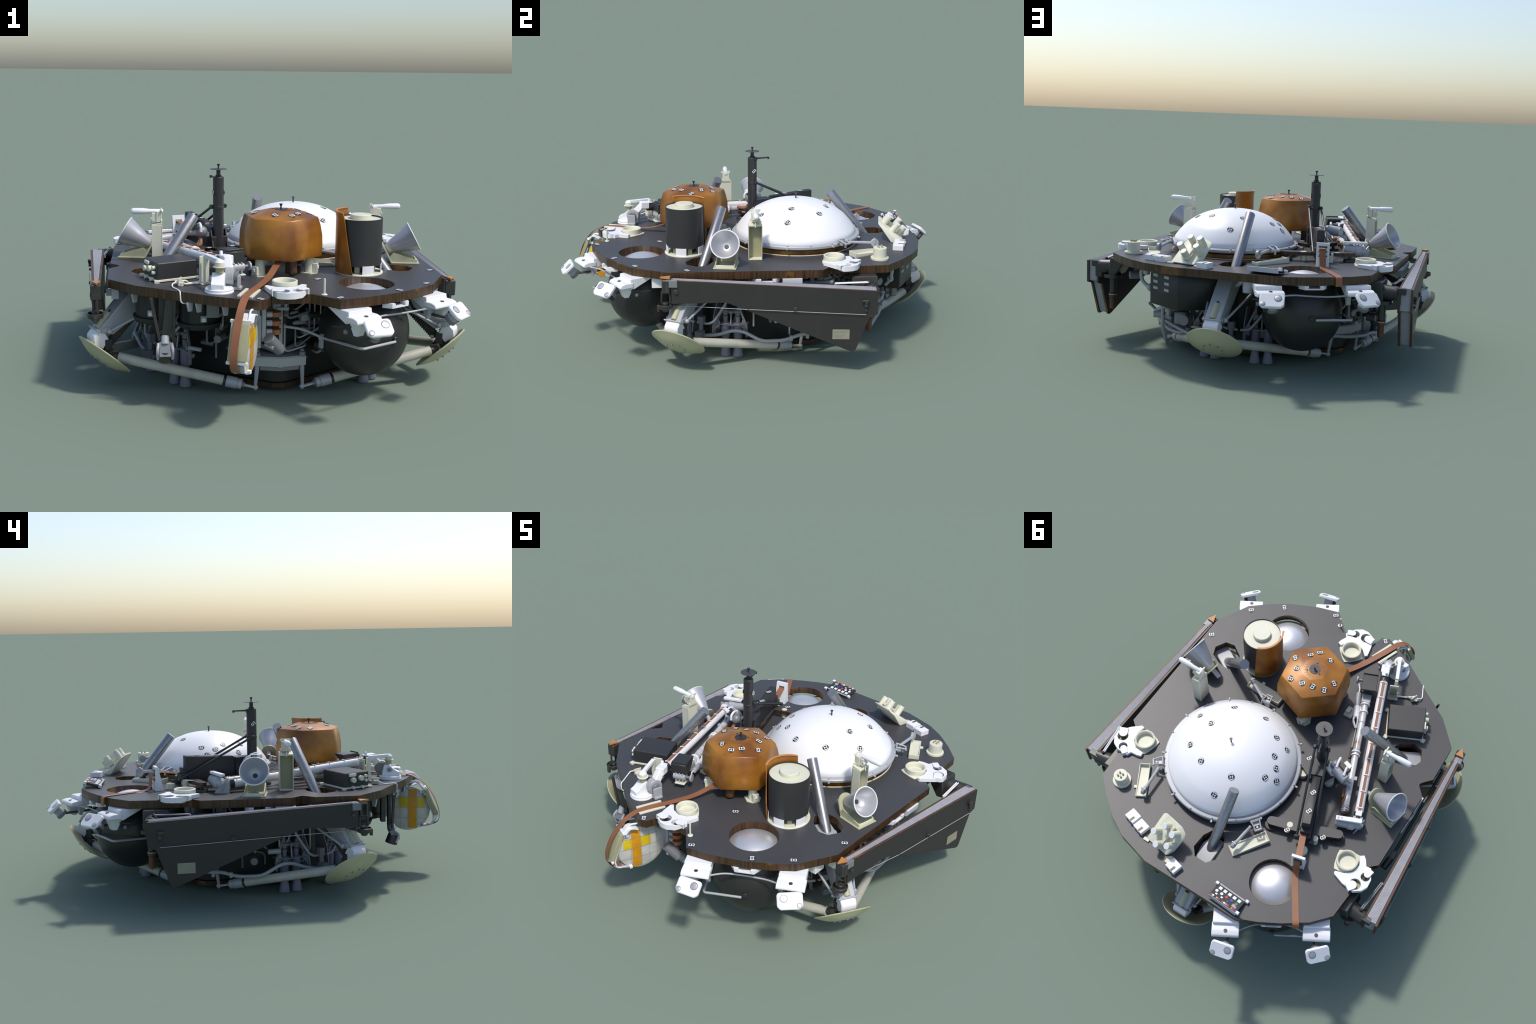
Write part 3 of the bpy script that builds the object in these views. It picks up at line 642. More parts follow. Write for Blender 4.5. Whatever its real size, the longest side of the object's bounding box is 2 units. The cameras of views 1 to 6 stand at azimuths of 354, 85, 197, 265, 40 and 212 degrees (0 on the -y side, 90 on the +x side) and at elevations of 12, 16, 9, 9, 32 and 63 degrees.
g0 = Vector((-.160, -.470, .535)); g1 = Vector((-.190, -.395, .522)); g2 = Vector((-.226, -.330, .512)); g3 = Vector((-.252, -.286, .500)); gd = (g3 - g1).normalized()
b.tube([(-.132, -.505, .530), g0, g1], .0035, 'white', fillet=0)
b.cyl(g0 + (g1 - g0) * .3, g1 + (g2 - g1) * .2, .013, 'grey', seg=16); b.cyl(g1 + (g2 - g1) * .2, g2, .017, 'white', seg=16); b.box((0, .015, 0), (.05, .012, .014), 'white', frame((g1 + g2) / 2, (0, 0, 1), gd))
for k in range(5):
    a = k * 2 * math.pi / 5; o = Vector((-gd.y, gd.x, 0)) * math.cos(a) + Vector((0, 0, 1)) * math.sin(a)
    b.tube([g2 + o * .012, g2 + gd * .012 + o * .021, g3 + o * .005], .0042, 'white', fillet=.008)
b.ball(g3, .006, 'grey', seg=10); b.tube([g3, (-.268, -.240, .497), (-.290, -.180, .500)], .0022, 'grey')
b.tube([(-.290, -.180, .500), (-.312, -.120, .510)], .006, 'gun'); b.box((-.178, -.352, .485), (.044, .055, .016), 'cream', None); b.box((-.170, -.350, .500), (.022, .03, .02), 'cream')
b.obj('grapple', root)
b = Builder()   # cream launch-lock arm beside the shoulder
kn = Vector((-.256, -.689, 0))
b.cyl((kn.x, kn.y, .550), (kn.x, kn.y, .572), .016, 'olive', seg=20); b.cyl((kn.x, kn.y, .572), (kn.x, kn.y, .576), .026, 'cream', seg=24); b.cyl((kn.x, kn.y, .576), (kn.x, kn.y, .590), .019, 'cream', seg=20); b.cyl((kn.x, kn.y, .590), (kn.x, kn.y, .601), .019, 'white', .012, seg=20)
b.cyl((kn.x, kn.y, .53), (kn.x, kn.y, .552), .005, 'grey', seg=8)
k2 = Vector((-.302, -.578, .594)); dk = (k2 - Vector((kn.x, kn.y, .594))); b.box((dk.length / 2, 0, 0), (dk.length, .017, .016), 'white', frame((kn.x, kn.y, .594), (0, 0, 1), dk))
b.box((0, 0, 0), (.022, .016, .105), 'cream', frame(k2 + Vector((.0, .0, -.052)), (0, 0, 1), dk))
b.box((0, 0, .055), (.006, .044, .112), 'cream', frame((-.308, -.545, DECK), (0, 0, 1), dk)); b.box((0, 0, .003), (.05, .05, .006), 'cream', frame((-.306, -.556, DECK), (0, 0, 1), dk))
for i in range(5): b.box((.005, 0, .040 + i * .013), (.008, .030, .005), 'olive', frame((-.308, -.545, DECK), (0, 0, 1), dk))
b.obj('launch_lock', root)
b = Builder()   # wire harness by the deck edge
b.box((0, 0, .008), (.020, .026, .016), 'cream', frame((-.402, -.592, DECK), (0, 0, 1), (.9, -.3, 0))); b.box((-.004, 0, .018), (.005, .036, .030), 'cream', frame((-.402, -.592, DECK), (0, 0, 1), (.9, -.3, 0)))
b.tube([(-.315, -.560, .482), (-.350, -.575, .482), (-.390, -.590, .484), (-.395, -.592, .498)], .004, 'cream'); b.tube([(-.318, -.556, .500), (-.330, -.560, .486), (-.372, -.582, .486), (-.380, -.586, .497), (-.400, -.592, .498)], .0028, 'white', fillet=.006)
for k in (0, .012): b.cyl((-.408, -.594 + k, .493), (-.426, -.600 + k, .493), .0055, 'cream', seg=10)
b.tube([(-.424, -.602, .493), (-.436, -.610, .490), (-.436, -.625, .481), (-.412, -.676, .480), (-.4075, -.692, .478), (-.407, -.697, .470), (-.405, -.697, .440), (-.398, -.690, .432), (-.372, -.680, .428)], .0028, 'white', fillet=.008)
b.obj('wire_harness', root)

# ------------------------------------------------------------------ electronics box on deck
b = Builder()
cs = [(-.395, -.337), (-.550, -.412), (-.493, -.539), (-.333, -.464)]
b.prism(cs, .488, .5555, 'black', b=.003)
ebox = b.obj('electronics_box', root)
b = Builder()
ctr = Vector((sum(c[0] for c in cs) / 4, sum(c[1] for c in cs) / 4))
big = [tuple(ctr + (Vector(c) - ctr) * 1.06) for c in cs]; b.prism(big, DECK + .003, .4885, 'cream', b=.001)
for c in big: b.box((c[0], c[1], DECK + .006), (.020, .020, .012), 'cream', None)
fa = Vector((-.550, -.412)); fb = Vector((-.493, -.539)); ff = (fb - fa).normalized(); fn = Vector((-.912, -.409))
def onface(u, z, l, r): 
    p = fa + ff * u; b.cyl((p.x, p.y, z), (p.x + fn.x * l, p.y + fn.y * l, z), r, 'cream', seg=16)
onface(.045, .522, .020, .0125); onface(.088, .528, .020, .0125); onface(.117, .536, .015, .0075); onface(.117, .516, .015, .0075); onface(.045, .486, .016, .008); onface(.098, .486, .016, .008)
p = fa + ff * .044; b.box((0, 0, 0), (.040, .008, .014), 'cream', frame((p.x + fn.x * .004, p.y + fn.y * .004, .545), (0, 0, 1), (ff.x, ff.y, 0)))
b.obj('connector', ebox, stuff=True)

# ------------------------------------------------------------------ small deck fittings
b = Builder()
b.cyl((.542, .556, DECK), (.542, .556, DECK + .012), .044, 'cream', seg=24); b.cyl((.542, .556, DECK + .012), (.542, .556, .536), .0325, 'cream', seg=28)
for k in range(4):
    a = rad(45 + 90 * k); b.cyl((.542 + .012 * math.cos(a), .556 + .012 * math.sin(a), .535), (.542 + .012 * math.cos(a), .556 + .012 * math.sin(a), .546), .0045, 'olive', seg=8)
b.obj('stub_mount', root)
b = Builder()
b.box((0, 0, .0135), (.058, .052, .027), 'white'); b.box((.010, -.014, .0272), (.012, .030, .0010), 'olive', None, b=0); b.box((.010, -.014, .0276), (.008, .024, .0006), 'gun', None, b=0)
bx = b.obj('white_box', root, yaw(165, (.378, .682, DECK)))
place(bx, root, yaw(165, (.315, .703, DECK))); place(bx, root, yaw(165, (.076, .779, DECK)))
b = Builder()   # five-barrel reflector block
n = Vector((.19, .598, .78)).normalized(); hz = Vector((-.95, .30, 0)).normalized(); up5 = n.cross(hz) * -1
if up5.z < 0: up5 = -up5
c5 = Vector((.178, .714, .578)) - n * .044
T5 = Matrix(((hz.x, up5.x, n.x, c5.x), (hz.y, up5.y, n.y, c5.y), (hz.z, up5.z, n.z, c5.z), (0, 0, 0, 1)))
t = bmesh.new()
for p in [(.266, .731, DECK), (.134, .752, DECK), (.252, .672, DECK), (.120, .715, DECK), (.262, .742, DECK + .008), (.140, .762, DECK + .006), (.246, .618, .572), (.215, .618, .592), (.130, .638, .596), (.098, .650, .584), (.092, .672, .566), (.235, .612, .580), (.128, .632, .590)]: t.verts.new(Vector(p) - (n * .010 if p[2] > DECK + .02 else Vector((0, .008 if p[1] > .72 else 0, 0))))
hull = bmesh.ops.convex_hull(t, input=t.verts[:])
junk = [v for v in t.verts if not v.link_faces]; bmesh.ops.delete(t, geom=junk, context='VERTS')
bmesh.ops.dissolve_limit(t, angle_limit=rad(4), verts=t.verts[:], edges=t.edges[:])
bmesh.ops.bevel(t, geom=t.edges[:], offset=.002, segments=1, affect='EDGES', clamp_overlap=True)
b.merge(t, 'cream')
b.prism([(-.006, .060), (.010, .060), (.014, -.074), (-.002, -.078)], 0, .014, 'cream', T5, b=.002)
for (x, y, z) in [(.192, .676, .602), (.139, .691, .601), (.229, .712, .570), (.137, .740, .571), (.193, .752, .544)]:
    p = Vector((x, y, z)); b.cyl(p - n * .058, p, .0160, 'cream', seg=22)
    b.cyl(p - n * .001, p + n * .0006, .0150, 'white', seg=22)
b.box((.262, .738, DECK + .004), (.03, .016, .008), 'cream', None); b.box((.118, .772, DECK + .004), (.022, .02, .008), 'cream', None)
b.obj('reflector_block', root)
b = Builder()   # calibration board
TBd = yaw(-3, (-.214, .772, DECK + .010)) @ Matrix.Rotation(rad(15), 4, 'X')
b.box((0, 0, .0075), (.150, .082, .012), 'black', TBd); b.box((0, .0412, .002), (.150, .003, .022), 'grey', TBd); b.box((0, -.034, .0142), (.138, .008, .0016), 'grey', TBd)
for (x, y) in [(.080, -.030), (-.080, -.038), (-.080, .036)]: b.box((x, y, .011), (.016, .014, .014), 'white', TBd)
board = b.obj('calibration_board', root)
b = Builder()
for i in range(5): b.box((.052 - .026 * i, -.016, .0142), (.016, .015, .0012), 'white', TBd @ Matrix.Translation((0, 0, 0)), b=0)
for i, m in enumerate(['white', 'white', 'red', 'blue', 'green']): b.cyl(TBd @ Vector((.058 - .027 * i, .004, .0136)), TBd @ Vector((.058 - .027 * i, .004, .0148)), .0072, m, seg=16, ch=0)
for i, m in enumerate(['red', 'white', 'gun', 'pink', 'red', 'gun', 'red', 'white', 'pink', 'red', 'gun', 'amber', 'red', 'blue']):
    b.box((.067 - .0103 * i, .034, .0142), (.0090, .008, .0012), m, TBd, b=0)
for (x, m) in [(.050, 'white'), (.020, 'white'), (-.012, 'blue')]: b.box((x, .019, .0142), (.010, .008, .0012), m, TBd, b=0)
b.box((-.050, .019, .0142), (.024, .015, .0012), 'pink', TBd, b=0); b.box((-.058, .015, .0146), (.009, .007, .0014), 'blue', TBd, b=0)
b.obj('colour_swatch', board, stuff=True)

# ------------------------------------------------------------------ tanks
b = Builder()
prof = []
R = .1875
for i in range(41):
    a = math.pi * i / 40; prof.append((R * math.sin(a) if 0 < i < 40 else 0, -R * math.cos(a)))
FLAT = Matrix.Scale(.95, 4, (1, 0, 0))   # slightly flattened along the radial direction
b.rev(prof[:33], 'tank', FLAT, 56); b.rev(prof[32:], 'silver', FLAT, 56)
b.cyl((R * .93, 0, 0), (R * .95 + .010, 0, 0), .0125, 'tank', seg=18)
tank = b.obj('propellant_tank', root, yaw(TANKS[0]) @ Matrix.Translation((.674, 0, .2845)))
t2 = place(tank, root, yaw(TANKS[1]) @ Matrix.Translation((.674, 0, .2845)))
b = Builder()
pth = [(.196, -.014, -.002), (.195, -.178, -.003), (.180, -.184, -.004), (-.03, -.186, -.015), (-.09, -.25, .02), (-.13, -.31, .03)]
b.tube(pth, .0055, 'grey', fillet=.03); b.cyl((-.046, -.188, -.014), (-.030, -.186, -.014), .016, 'grey', seg=16); b.box((-.04, -.190, -.042), (.02, .012, .03), 'grey')
tp = b.obj('feed_pipe', tank); place(tp, t2, Matrix.Scale(-1, 4, (0, 1, 0)))

# ------------------------------------------------------------------ sensor modules on the deck ends
def module(s):
    b = Builder(); t0, t1 = sorted((s * .146, s * .262))
    b.slab([(.735, .4385), (.871, .4385), (.871, .418), (.878, .396), (.855, .388)], t0, t1, 'white', None, b=.002)
    tm = s * .203
    b.slab([(.862, .420), (.900, .421), (.920, .416), (.928, .404), (.924, .398), (.905, .402), (.862, .398)], min(s * .143, s * .266), max(s * .143, s * .266), 'white', None, b=.002)
    b.cyl((.902, tm, .4192), (.902, tm, .4222), .0085, 'gun', seg=18)
    b.slab([(.842, .398), (.915, .398), (.895, .345), (.872, .342)], tm - .016 + s * .018, tm + .016 + s * .018, 'white', None, b=.002)
    b.slab([(.842, .398), (.885, .398), (.880, .352), (.868, .350)], tm - .010 - s * .045, tm + .010 - s * .045, 'grey', None, b=.001)
    nrm = Vector((.680 * math.cos(rad(16)), s * .680 * math.sin(rad(16)), .733)); c = Vector((.985, s * .2145, .3970))
    b.cyl(c - nrm * .058, c - nrm * .010, .023, 'grey', seg=22); b.cyl(c - nrm * .062, c - nrm * .046, .027, 'mid', seg=22)
    b.cyl(c - nrm * .05 + Vector((0, s * .03, -.012)), c - nrm * .01 + Vector((0, s * .03, -.012)), .010, 'gun', seg=12)
    b.tube([c - nrm * .05, (.86, tm - s * .03, .365), (.80, tm - s * .05, .372), (.75, tm - s * .03, .40)], .006, 'gun'); b.tube([(.86, tm + s * .03, .375), (.80, tm + s * .05, .365), (.77, tm + s * .05, .362)], .005, 'gun'); b.ball((.835, tm + s * .04, .352), .010, 'mid', seg=12)
    F = frame(c, nrm, Vector((-math.sin(rad(16)) * s, math.cos(rad(16)), 0)))   # local x tangential, y up the face
    fy = 1 if (F.to_3x3() @ Vector((0, 1, 0))).z > 0 else -1
    w, h, k = .054, .036, .014
    poly = [(-w + k, -h), (w - k, -h), (w, -h + k), (w, h - k * .6), (w - k * .6, h), (-w + k * .6, h), (-w, h - k * .6), (-w, -h + k)]
    b.prism([(x, y * fy) for x, y in poly], -.010, .006, 'white', F, b=.0035)
    for (x, y, r, q) in [(-s * .026, .010, .0165, 'horn'), (s * .038, -.021, .0115, 'horn')]:
        L = F @ Matrix.Translation((x, y * fy, .0062)); b.rev([(0, .0004), (r, .0004), (r, .0012), (0, .0012)], 'gun', L, 22); b.rev([(0, .0030), (r * .6, .0024), (r * .9, .0012), (r * .9, .0002)], q, L, 22)
    return b.obj('sensor_module', root, yaw(TANKS[0]))
for s in (1, -1):
    m = module(s); place(m, root, yaw(TANKS[1]))
b = Builder()   # stepped white bracket between the modules, and under the deck sides
def stepbr(b, T, r):
    pts = [(-.064, 0), (.064, 0), (.042, .034), (-.042, .034)]
    PM = Matrix(((0, 1, 0, r - .030), (1, 0, 0, 0), (0, 0, 1, 0), (0, 0, 0, 1)))
    b.prism(pts, .420, .425, 'white', T @ PM)
    for k in (-1, 1): b.prism([(k * .064, 0), (k * .030, 0), (k * .026, .034), (k * .044, .034)], .424, .4385, 'white', T @ PM)
for a, r in [(TANKS[0], .872), (TANKS[1], .872), (0, .700), (180, .700)]:
    b = Builder(); stepbr(b, yaw(a), r); b.obj('edge_bracket', root)
for a in (0, 180):
    b = Builder(); b.slab([(.560, .4385), (.705, .4385), (.700, .408), (.640, .400)], .074, .165, 'white', yaw(a)); b.obj('rim_bracket', root)

# ------------------------------------------------------------------ legs
def leg_meshes():
    parts = {}
    b = Builder()
    b.slab([(.540, .4385), (.690, .4385), (.867, .262), (.857, .250), (.802, .236), (.743, .275), (.589, .390), (.540, .425)], -.0375, .0375, 'grey', None, b=.003)
    b.box((0, 0, 0), (.006, .092, .016), 'grey', frame((.868, 0, .262), (.5, 0, .5), (1, 0, -1)))
    for k in (-1, 1):
        b.ball((.825, k * .050, .257), .0115, 'grey'); b.tube([(.825, k * .050, .257), (.500, k * .142, .415)], .0055, 'grey', fillet=.0)
        b.box((.832, k * .041, .262), (.05, .006, .02), 'grey', None)
    parts['beam'] = b
    b = Builder()
    b.slab([(.866, .262), (.888, .240), (.891, .208), (.850, .180), (.820, .220), (.838, .250)], -.036, .036, 'white', None, b=.004)
    parts['ankle_block'] = b
    b = Builder(); b.cyl((.802, 0, .322), (.860, 0, .266), .0155, 'pad', seg=20); b.cyl((.793, 0, .331), (.804, 0, .320), .008, 'gun', seg=12); parts['actuator'] = b
    b = Builder()
    F = frame((.653, 0, .343), (.152, 0, -.151)); prof = [(0, 0)]
    for i in range(22): prof += [(.030 - (i * .0004), i * .0098), (.0245 - i * .0004, i * .0098 + .005)]
    prof += [(0, .218)]; b.rev(prof, 'bellows', F, 24)
    b.box((.795, -.028, .200), (.016, .006, .012), 'grey'); parts['bellows'] = b
    b = Builder()
    F = frame((.388, 0, .693), (.62, 0, -.785)); b.rev([(0, 0), (.0235, 0), (.024, .001), (.024, .385), (0, .385)], 'steel', F, 36)
    b.rev([(.024, .352), (.037, .354), (.037, .364), (.024, .366)], 'white', F, 28)
    parts['guide_tube'] = b
    b = Builder()
    octo = [(.070, -.030), (.040, -.056), (-.030, -.053), (-.068, -.030), (-.068, .030), (-.030, .053), (.040, .056), (.070, .030)]
    b.prism(octo, -.004, .003, 'white', frame((.612, 0, .4035), (.30, 0, .954), (1, 0, 0)), b=.001); parts['collar_plate'] = b
    b = Builder()
    F = frame((.827, 0, .146), (.669, 0, -.743), (0, 1, 0))
    b.rev([(0, .034), (.040, .0325), (.070, .0265), (.098, .015), (.116, .006), (.1285, .001), (.130, -.002), (.1275, -.005), (.114, -.002), (.094, .006), (.066, .017), (.040, .023), (0, .025)], 'pad', F, 48)
    parts['footpad'] = b
    b = Builder()
    for i in range(8): b.ball(F @ Vector((.046 * math.cos(i * math.pi / 4), .046 * math.sin(i * math.pi / 4), .0330)), .0045, 'mid', seg=10)
    parts['pad_bolt'] = b
    b = Builder()
    b.slab([(.838, .215), (.872, .195), (.852, .152), (.812, .140), (.790, .160)], -.020, .020, 'gun', None, b=.003); b.cyl((.822, -.060, .156), (.822, .060, .156), .012, 'gun', seg=16)
    for k in (-1, 1):
        b.slab([(.788, .130), (.815, .134), (.838, .158), (.828, .178), (.790, .164)], k * .050 - .012, k * .050 + .012, 'gun', None, b=.002)
        b.box((.826, k * .036, .195), (.03, .010, .05), 'gun', None)
    parts['ankle_joint'] = b
    return parts
LP = leg_meshes()
def strut(k):
    b = Builder(); p = Vector((.796, k * .062, .146)); q = Vector((.350, k * .412, .029)); d = q - p; L = d.length; u = d.normalized()
    b.cyl(p, p + d * .765, .0212, 'strut', seg=28); b.cyl(p + d * .765, p + d * .785, .0195, 'gun', seg=24)
    b.cyl(p + d * .785, p + d * .865, .0240, 'grey', seg=28); b.cyl(p + d * .865, p + d * .900, .0215, 'grey', seg=28); b.cyl(p + d * .900, p + d * .918, .0125, 'mid', seg=16)
    for i in range(3):
        o = Vector((-u.y, u.x, 0)) * (.006 * (i - 1)); b.cyl(p + d * .91 + o, p + d * .99 + o, .004, 'strut', seg=8)
    b.ball(q, .0115, 'grey'); b.cyl(q - Vector((0, 0, .012)), q + Vector((0, 0, .012)), .006, 'mid', seg=10)
    b.cyl(p - u * .02, p + u * .002, .014, 'gun', seg=14)
    return b
LP['strut_a'] = strut(1); LP['strut_b'] = strut(-1)
first = {}
for i, a in enumerate(LEGS):
    beam = None
    for key, bd in LP.items():
        nm = {'beam': 'leg', 'strut_a': 'strut', 'strut_b': 'strut'}.get(key, key)
        if i == 0:
            o = bd.obj(nm, None); first[key] = o
        else:
            o = first[key].copy(); bpy.context.scene.collection.objects.link(o)
        if key == 'beam': beam = o; o.parent = root; o.matrix_local = yaw(a)
        else: o.parent = beam; o.matrix_local = Matrix()
        if key == 'pad_bolt': o['kind'] = 'stuff'

# ------------------------------------------------------------------ central body
b = Builder()
def hexbody(r1, r2): 
    out = []
    for i in range(6):
        a = 30 + 60 * i; r = r1 if i % 2 == 0 else r2
        for da in (-3, 3): out.append((r * math.cos(rad(a + da)), r * math.sin(rad(a + da))))
    return out
b.prism(hexbody(.517, .486), .040, .4385, 'dark', b=.006)
b.obj('equipment_body', root)
b = Builder(); b.prism(hexbody(.519, .482), .018, .0395, 'dark', side='edge'); b.obj('base_plate', root)

# ------------------------------------------------------------------ engines: six pairs
b = Builder()
b.rev([(0, .050), (.0125, .052), (.0235, .002), (.0255, .0), (.0260, .002), (.0215, .030), (.0165, .056), (.0125, .074), (.0135, .080), (.0195, .092), (.0215, .102), (.0215, .166), (.018, .169), (0, .169)], 'nozzle', None, 26)
b.cyl((0, 0, .169), (0, 0, .205), .0115, 'mid', .0140, seg=18); b.cyl((0, 0, .205), (0, 0, .209), .0115, 'gun', seg=16); b.cyl((0, 0, .209), (0, 0, .220), .0145, 'mid', seg=16)
b.box((0, 0, .226), (.024, .030, .018), 'mid', None, b=.004); b.cyl((0, 0, .232), (0, 0, .248), .007, 'mid', seg=12)
engine_mesh = b.mesh('engine')
b = Builder()
rb = .578
b.prism([(.52, -.078), (rb, -.078), (rb + .006, 0), (rb, .078), (.52, .078)], .161, .166, 'mid')
for k in (-1, 1):
    pts = [(rb, k * .080, .108), (rb, k * .080, .160), (rb - .012, k * .064, .190), (rb - .030, k * .028, .270), (rb - .035, k * .022, .300)]
    b.ribbon(pts, (1, 0, 0), .010, .009, 'mid', fillet=.004)
    b.prism([(k * .078, .132), (k * .078, .166), (k * .046, .166)], rb - .004, rb + .002, 'mid', Matrix(((0, 0, 1, 0), (1, 0, 0, 0), (0, 1, 0, 0), (0, 0, 0, 1))))
    b.prism([(k * .078, .162), (k * .060, .20), (k * .050, .162)], rb - .004, rb + .002, 'mid', Matrix(((0, 0, 1, 0), (1, 0, 0, 0), (0, 1, 0, 0), (0, 0, 0, 1))))
    b.ball((.55, k * .066, .138), .012, 'mid', seg=10)
b.box((.556, 0, .226), (.018, .050, .016), 'mid', None, b=.003); b.ball((.570, 0, .226), .012, 'mid', seg=12); b.cyl((.575, 0, .166), (.568, 0, .215), .0032, 'grey', seg=8)
b.tube([(.556, -.031, .245), (.556, -.031, .30), (.54, -.02, .36)], .006, 'mid'); b.box((.54, .0, .285), (.03, .03, .024), 'gun')
b.box((.545, 0, .14), (.006, .02, .04), 'mid')
bracket_mesh = b.mesh('engine_bracket')
for a in LEGS:
    for k in (-1, 1):
        T = yaw(a + k * 13.6)
        br = bpy.data.objects.new('engine_bracket', bracket_mesh); bpy.context.scene.collection.objects.link(br); br.parent = root; br.matrix_local = T
        for t in (-.031, .031):
            o = bpy.data.objects.new('engine', engine_mesh); bpy.context.scene.collection.objects.link(o); o.parent = br; o.matrix_local = Matrix.Translation((.556, t, 0))

# ------------------------------------------------------------------ lower hold-down brackets with rods to the strut balls
b = Builder()
b.prism([(.440, -.105), (.566, -.107), (.590, 0), (.566, .107), (.440, .105)], .164, .170, 'grey')
b.prism([(.570, -.107), (.594, 0), (.570, .107), (.560, .107), (.584, 0), (.560, -.107)], .130, .166, 'grey')
b.prism([(.470, -.080), (.560, -.080), (.580, 0), (.560, .080), (.470, .080)], .108, .131, 'mid')
b.box((.588, 0, .134), (.014, .022, .012), 'grey')
for k in (-1, 1):
    b.cyl((.560, k * .092, .168), (.560, k * .092, .186), .014, 'mid', seg=16); b.cyl((.560, k * .092, .186), (.560, k * .092, .197), .009, 'mid', seg=14)
    b.cyl((.560, k * .092, .132), (.543, k * .098, .030), .0105, 'grey', .0065, seg=16)
    b.tube([(.50, k * .10, .205), (.53, k * .05, .196), (.56, 0, .180)], .010, 'mid')
b.box((.585, 0, .280), (.008, .015, .210), 'grey', Matrix.Rotation(rad(-2), 4, 'Y') @ Matrix.Translation((.0, 0, 0)))
b.cyl((.605, -.02, .38), (.605, -.02, .4385), .018, 'grey', .026, seg=18); b.cyl((.62, .012, .372), (.62, .012, .43), .008, 'grey', seg=12); b.box((.615, 0, .384), (.03, .05, .012), 'grey')
for k in (-.02, .012): b.cyl((.622, k, .37), (.635, k, .358), .009, 'mid', seg=12)
SH = Matrix.Translation((-.012, 0, 0))
lb = b.obj('hold_down_bracket', root, yaw(POSTS[0]) @ SH); [place(lb, root, yaw(a) @ SH) for a in POSTS[1:]]

# ------------------------------------------------------------------ pipe runs round the base
b = Builder()
def pol(r, a, z): return (r * math.cos(rad(a)), r * math.sin(rad(a)), z)
b.tube([pol(.60, -1, .099), pol(.61, 8, .117), pol(.61, 15, .148), pol(.61, 20, .147), pol(.61, 28.5, .097), pol(.61, 39, .096), pol(.61, 46.5, .117), pol(.61, 52, .112), pol(.60, 62, .118), pol(.56, 74, .130)], .0088, 'grey', fillet=.03, seg=12)
b.tube([pol(.60, -2.6, .163), pol(.60, 3.5, .165), pol(.60, 6, .180), pol(.585, 11, .265), pol(.56, 14, .33)], .0062, 'grey', fillet=.03)
b.tube([pol(.60, -4, .163), pol(.60, -8, .166), pol(.595, -12, .215), pol(.57, -17, .28), pol(.54, -20, .35)], .0062, 'grey', fillet=.03)
b.box((0, 0, 0), (.040, .036, .030), 'mid', yaw(0, (.625, .0, .118))); b.cyl((.612, 0, .13), (.606, 0, .20), .011, 'mid', seg=12); b.box((.606, 0, .185), (.03, .03, .035), 'mid'); b.slab([(.50, .11), (.60, .11), (.585, .20), (.55, .27), (.50, .27)], -.058, -.053, 'mid'); b.slab([(.50, .11), (.60, .11), (.585, .20), (.55, .27), (.50, .27)], .053, .058, 'mid')
for a in (42, 50): b.box((0, 0, 0), (.014, .014, .026), 'grey', frame(pol(.61, a, .104), (0, 0, 1), pol(1, a, 0)))
pr = b.obj('pipe_run', root, yaw(330)); [place(pr, root, yaw(a) @ Matrix.Scale(-1, 4, (0, 1, 0))) for a in (210, 90)]

# ------------------------------------------------------------------ dark drums, avionics box and hardware under the deck
b = Builder()
b.rev([(0, .300), (.060, .300), (.082, .308), (.090, .326), (.090, .331), (.079, .331), (.079, .4385), (0, .4385)], 'dark', None, 44)
b.box((0, -.080, .354), (.024, .012, .026), 'grey'); b.box((0, -.087, .352), (.014, .006, .016), 'white')
dr = b.obj('equipment_drum', root, yaw(10, (-.329, -.562, .0))); place(dr, root, yaw(-12, (-.505, -.462, .0)))
b = Builder()
b.prism([(.196, .800), (.386, .694), (.310, .500), (.060, .560), (.045, .700)], .270, .4385, 'dark', b=.005)
abox = b.obj('avionics_box', root)
b = Builder()
e0 = Vector((.386, .694)); e1 = Vector((.196, .800)); ed2 = (e1 - e0).normalized(); en = Vector((.487, .873))
for u in (.046, .132):
    for z in (.412, .382, .352):
        p = e0 + ed2 * u; b = Builder(); b.box((0, 0, 0), (.034, .0016, .013), 'grey', frame((p.x + en.x * .0008, p.y + en.y * .0008, z), (0, 0, 1), (ed2.x, ed2.y, 0)), b=0); b.obj('vent_tab', abox)
b = Builder()   # camera hanging under the front edge on V struts
b.slab([(-.452, .4385), (-.428, .4385), (-.442, .280), (-.480, .280), (-.462, .4385)], .640, .652, 'gun', Matrix.Scale(-1, 4, (0, 1, 0)))
b.box((0, 0, 0), (.012, .012, .175), 'gun', frame((-.503, -.655, .360), (.19, 0, -1)));  b.box((0, 0, 0), (.012, .012, .18), 'gun', frame((-.431, -.650, .350), (.04, 0, 1)))
b.box((-.475, -.612, .372), (.03, .022, .13), 'gun'); 
ca = Vector((0, -.45, -.89)).normalized()
b.cyl((-.466, -.652, .292), (-.466, -.668, .262), .016, 'grey', seg=16); b.box((0, 0, 0), (.046, .030, .06), 'mid', frame((-.466, -.668, .240), ca)); b.cyl((-.466, -.668, .240), (-.466, -.655, .196), .026, 'gun', .030, seg=18)
for k in (-1, 1): b.tube([(-.466 + k * .026, -.665, .265), (-.466 + k * .030, -.690, .245), (-.466 + k * .028, -.672, .205)], .006, 'grey')
b.obj('hanging_camera', root)
b = Builder()   # cable block next to the spool
b.box((-.086, -.690, .345), (.016, .05, .130), 'grey')
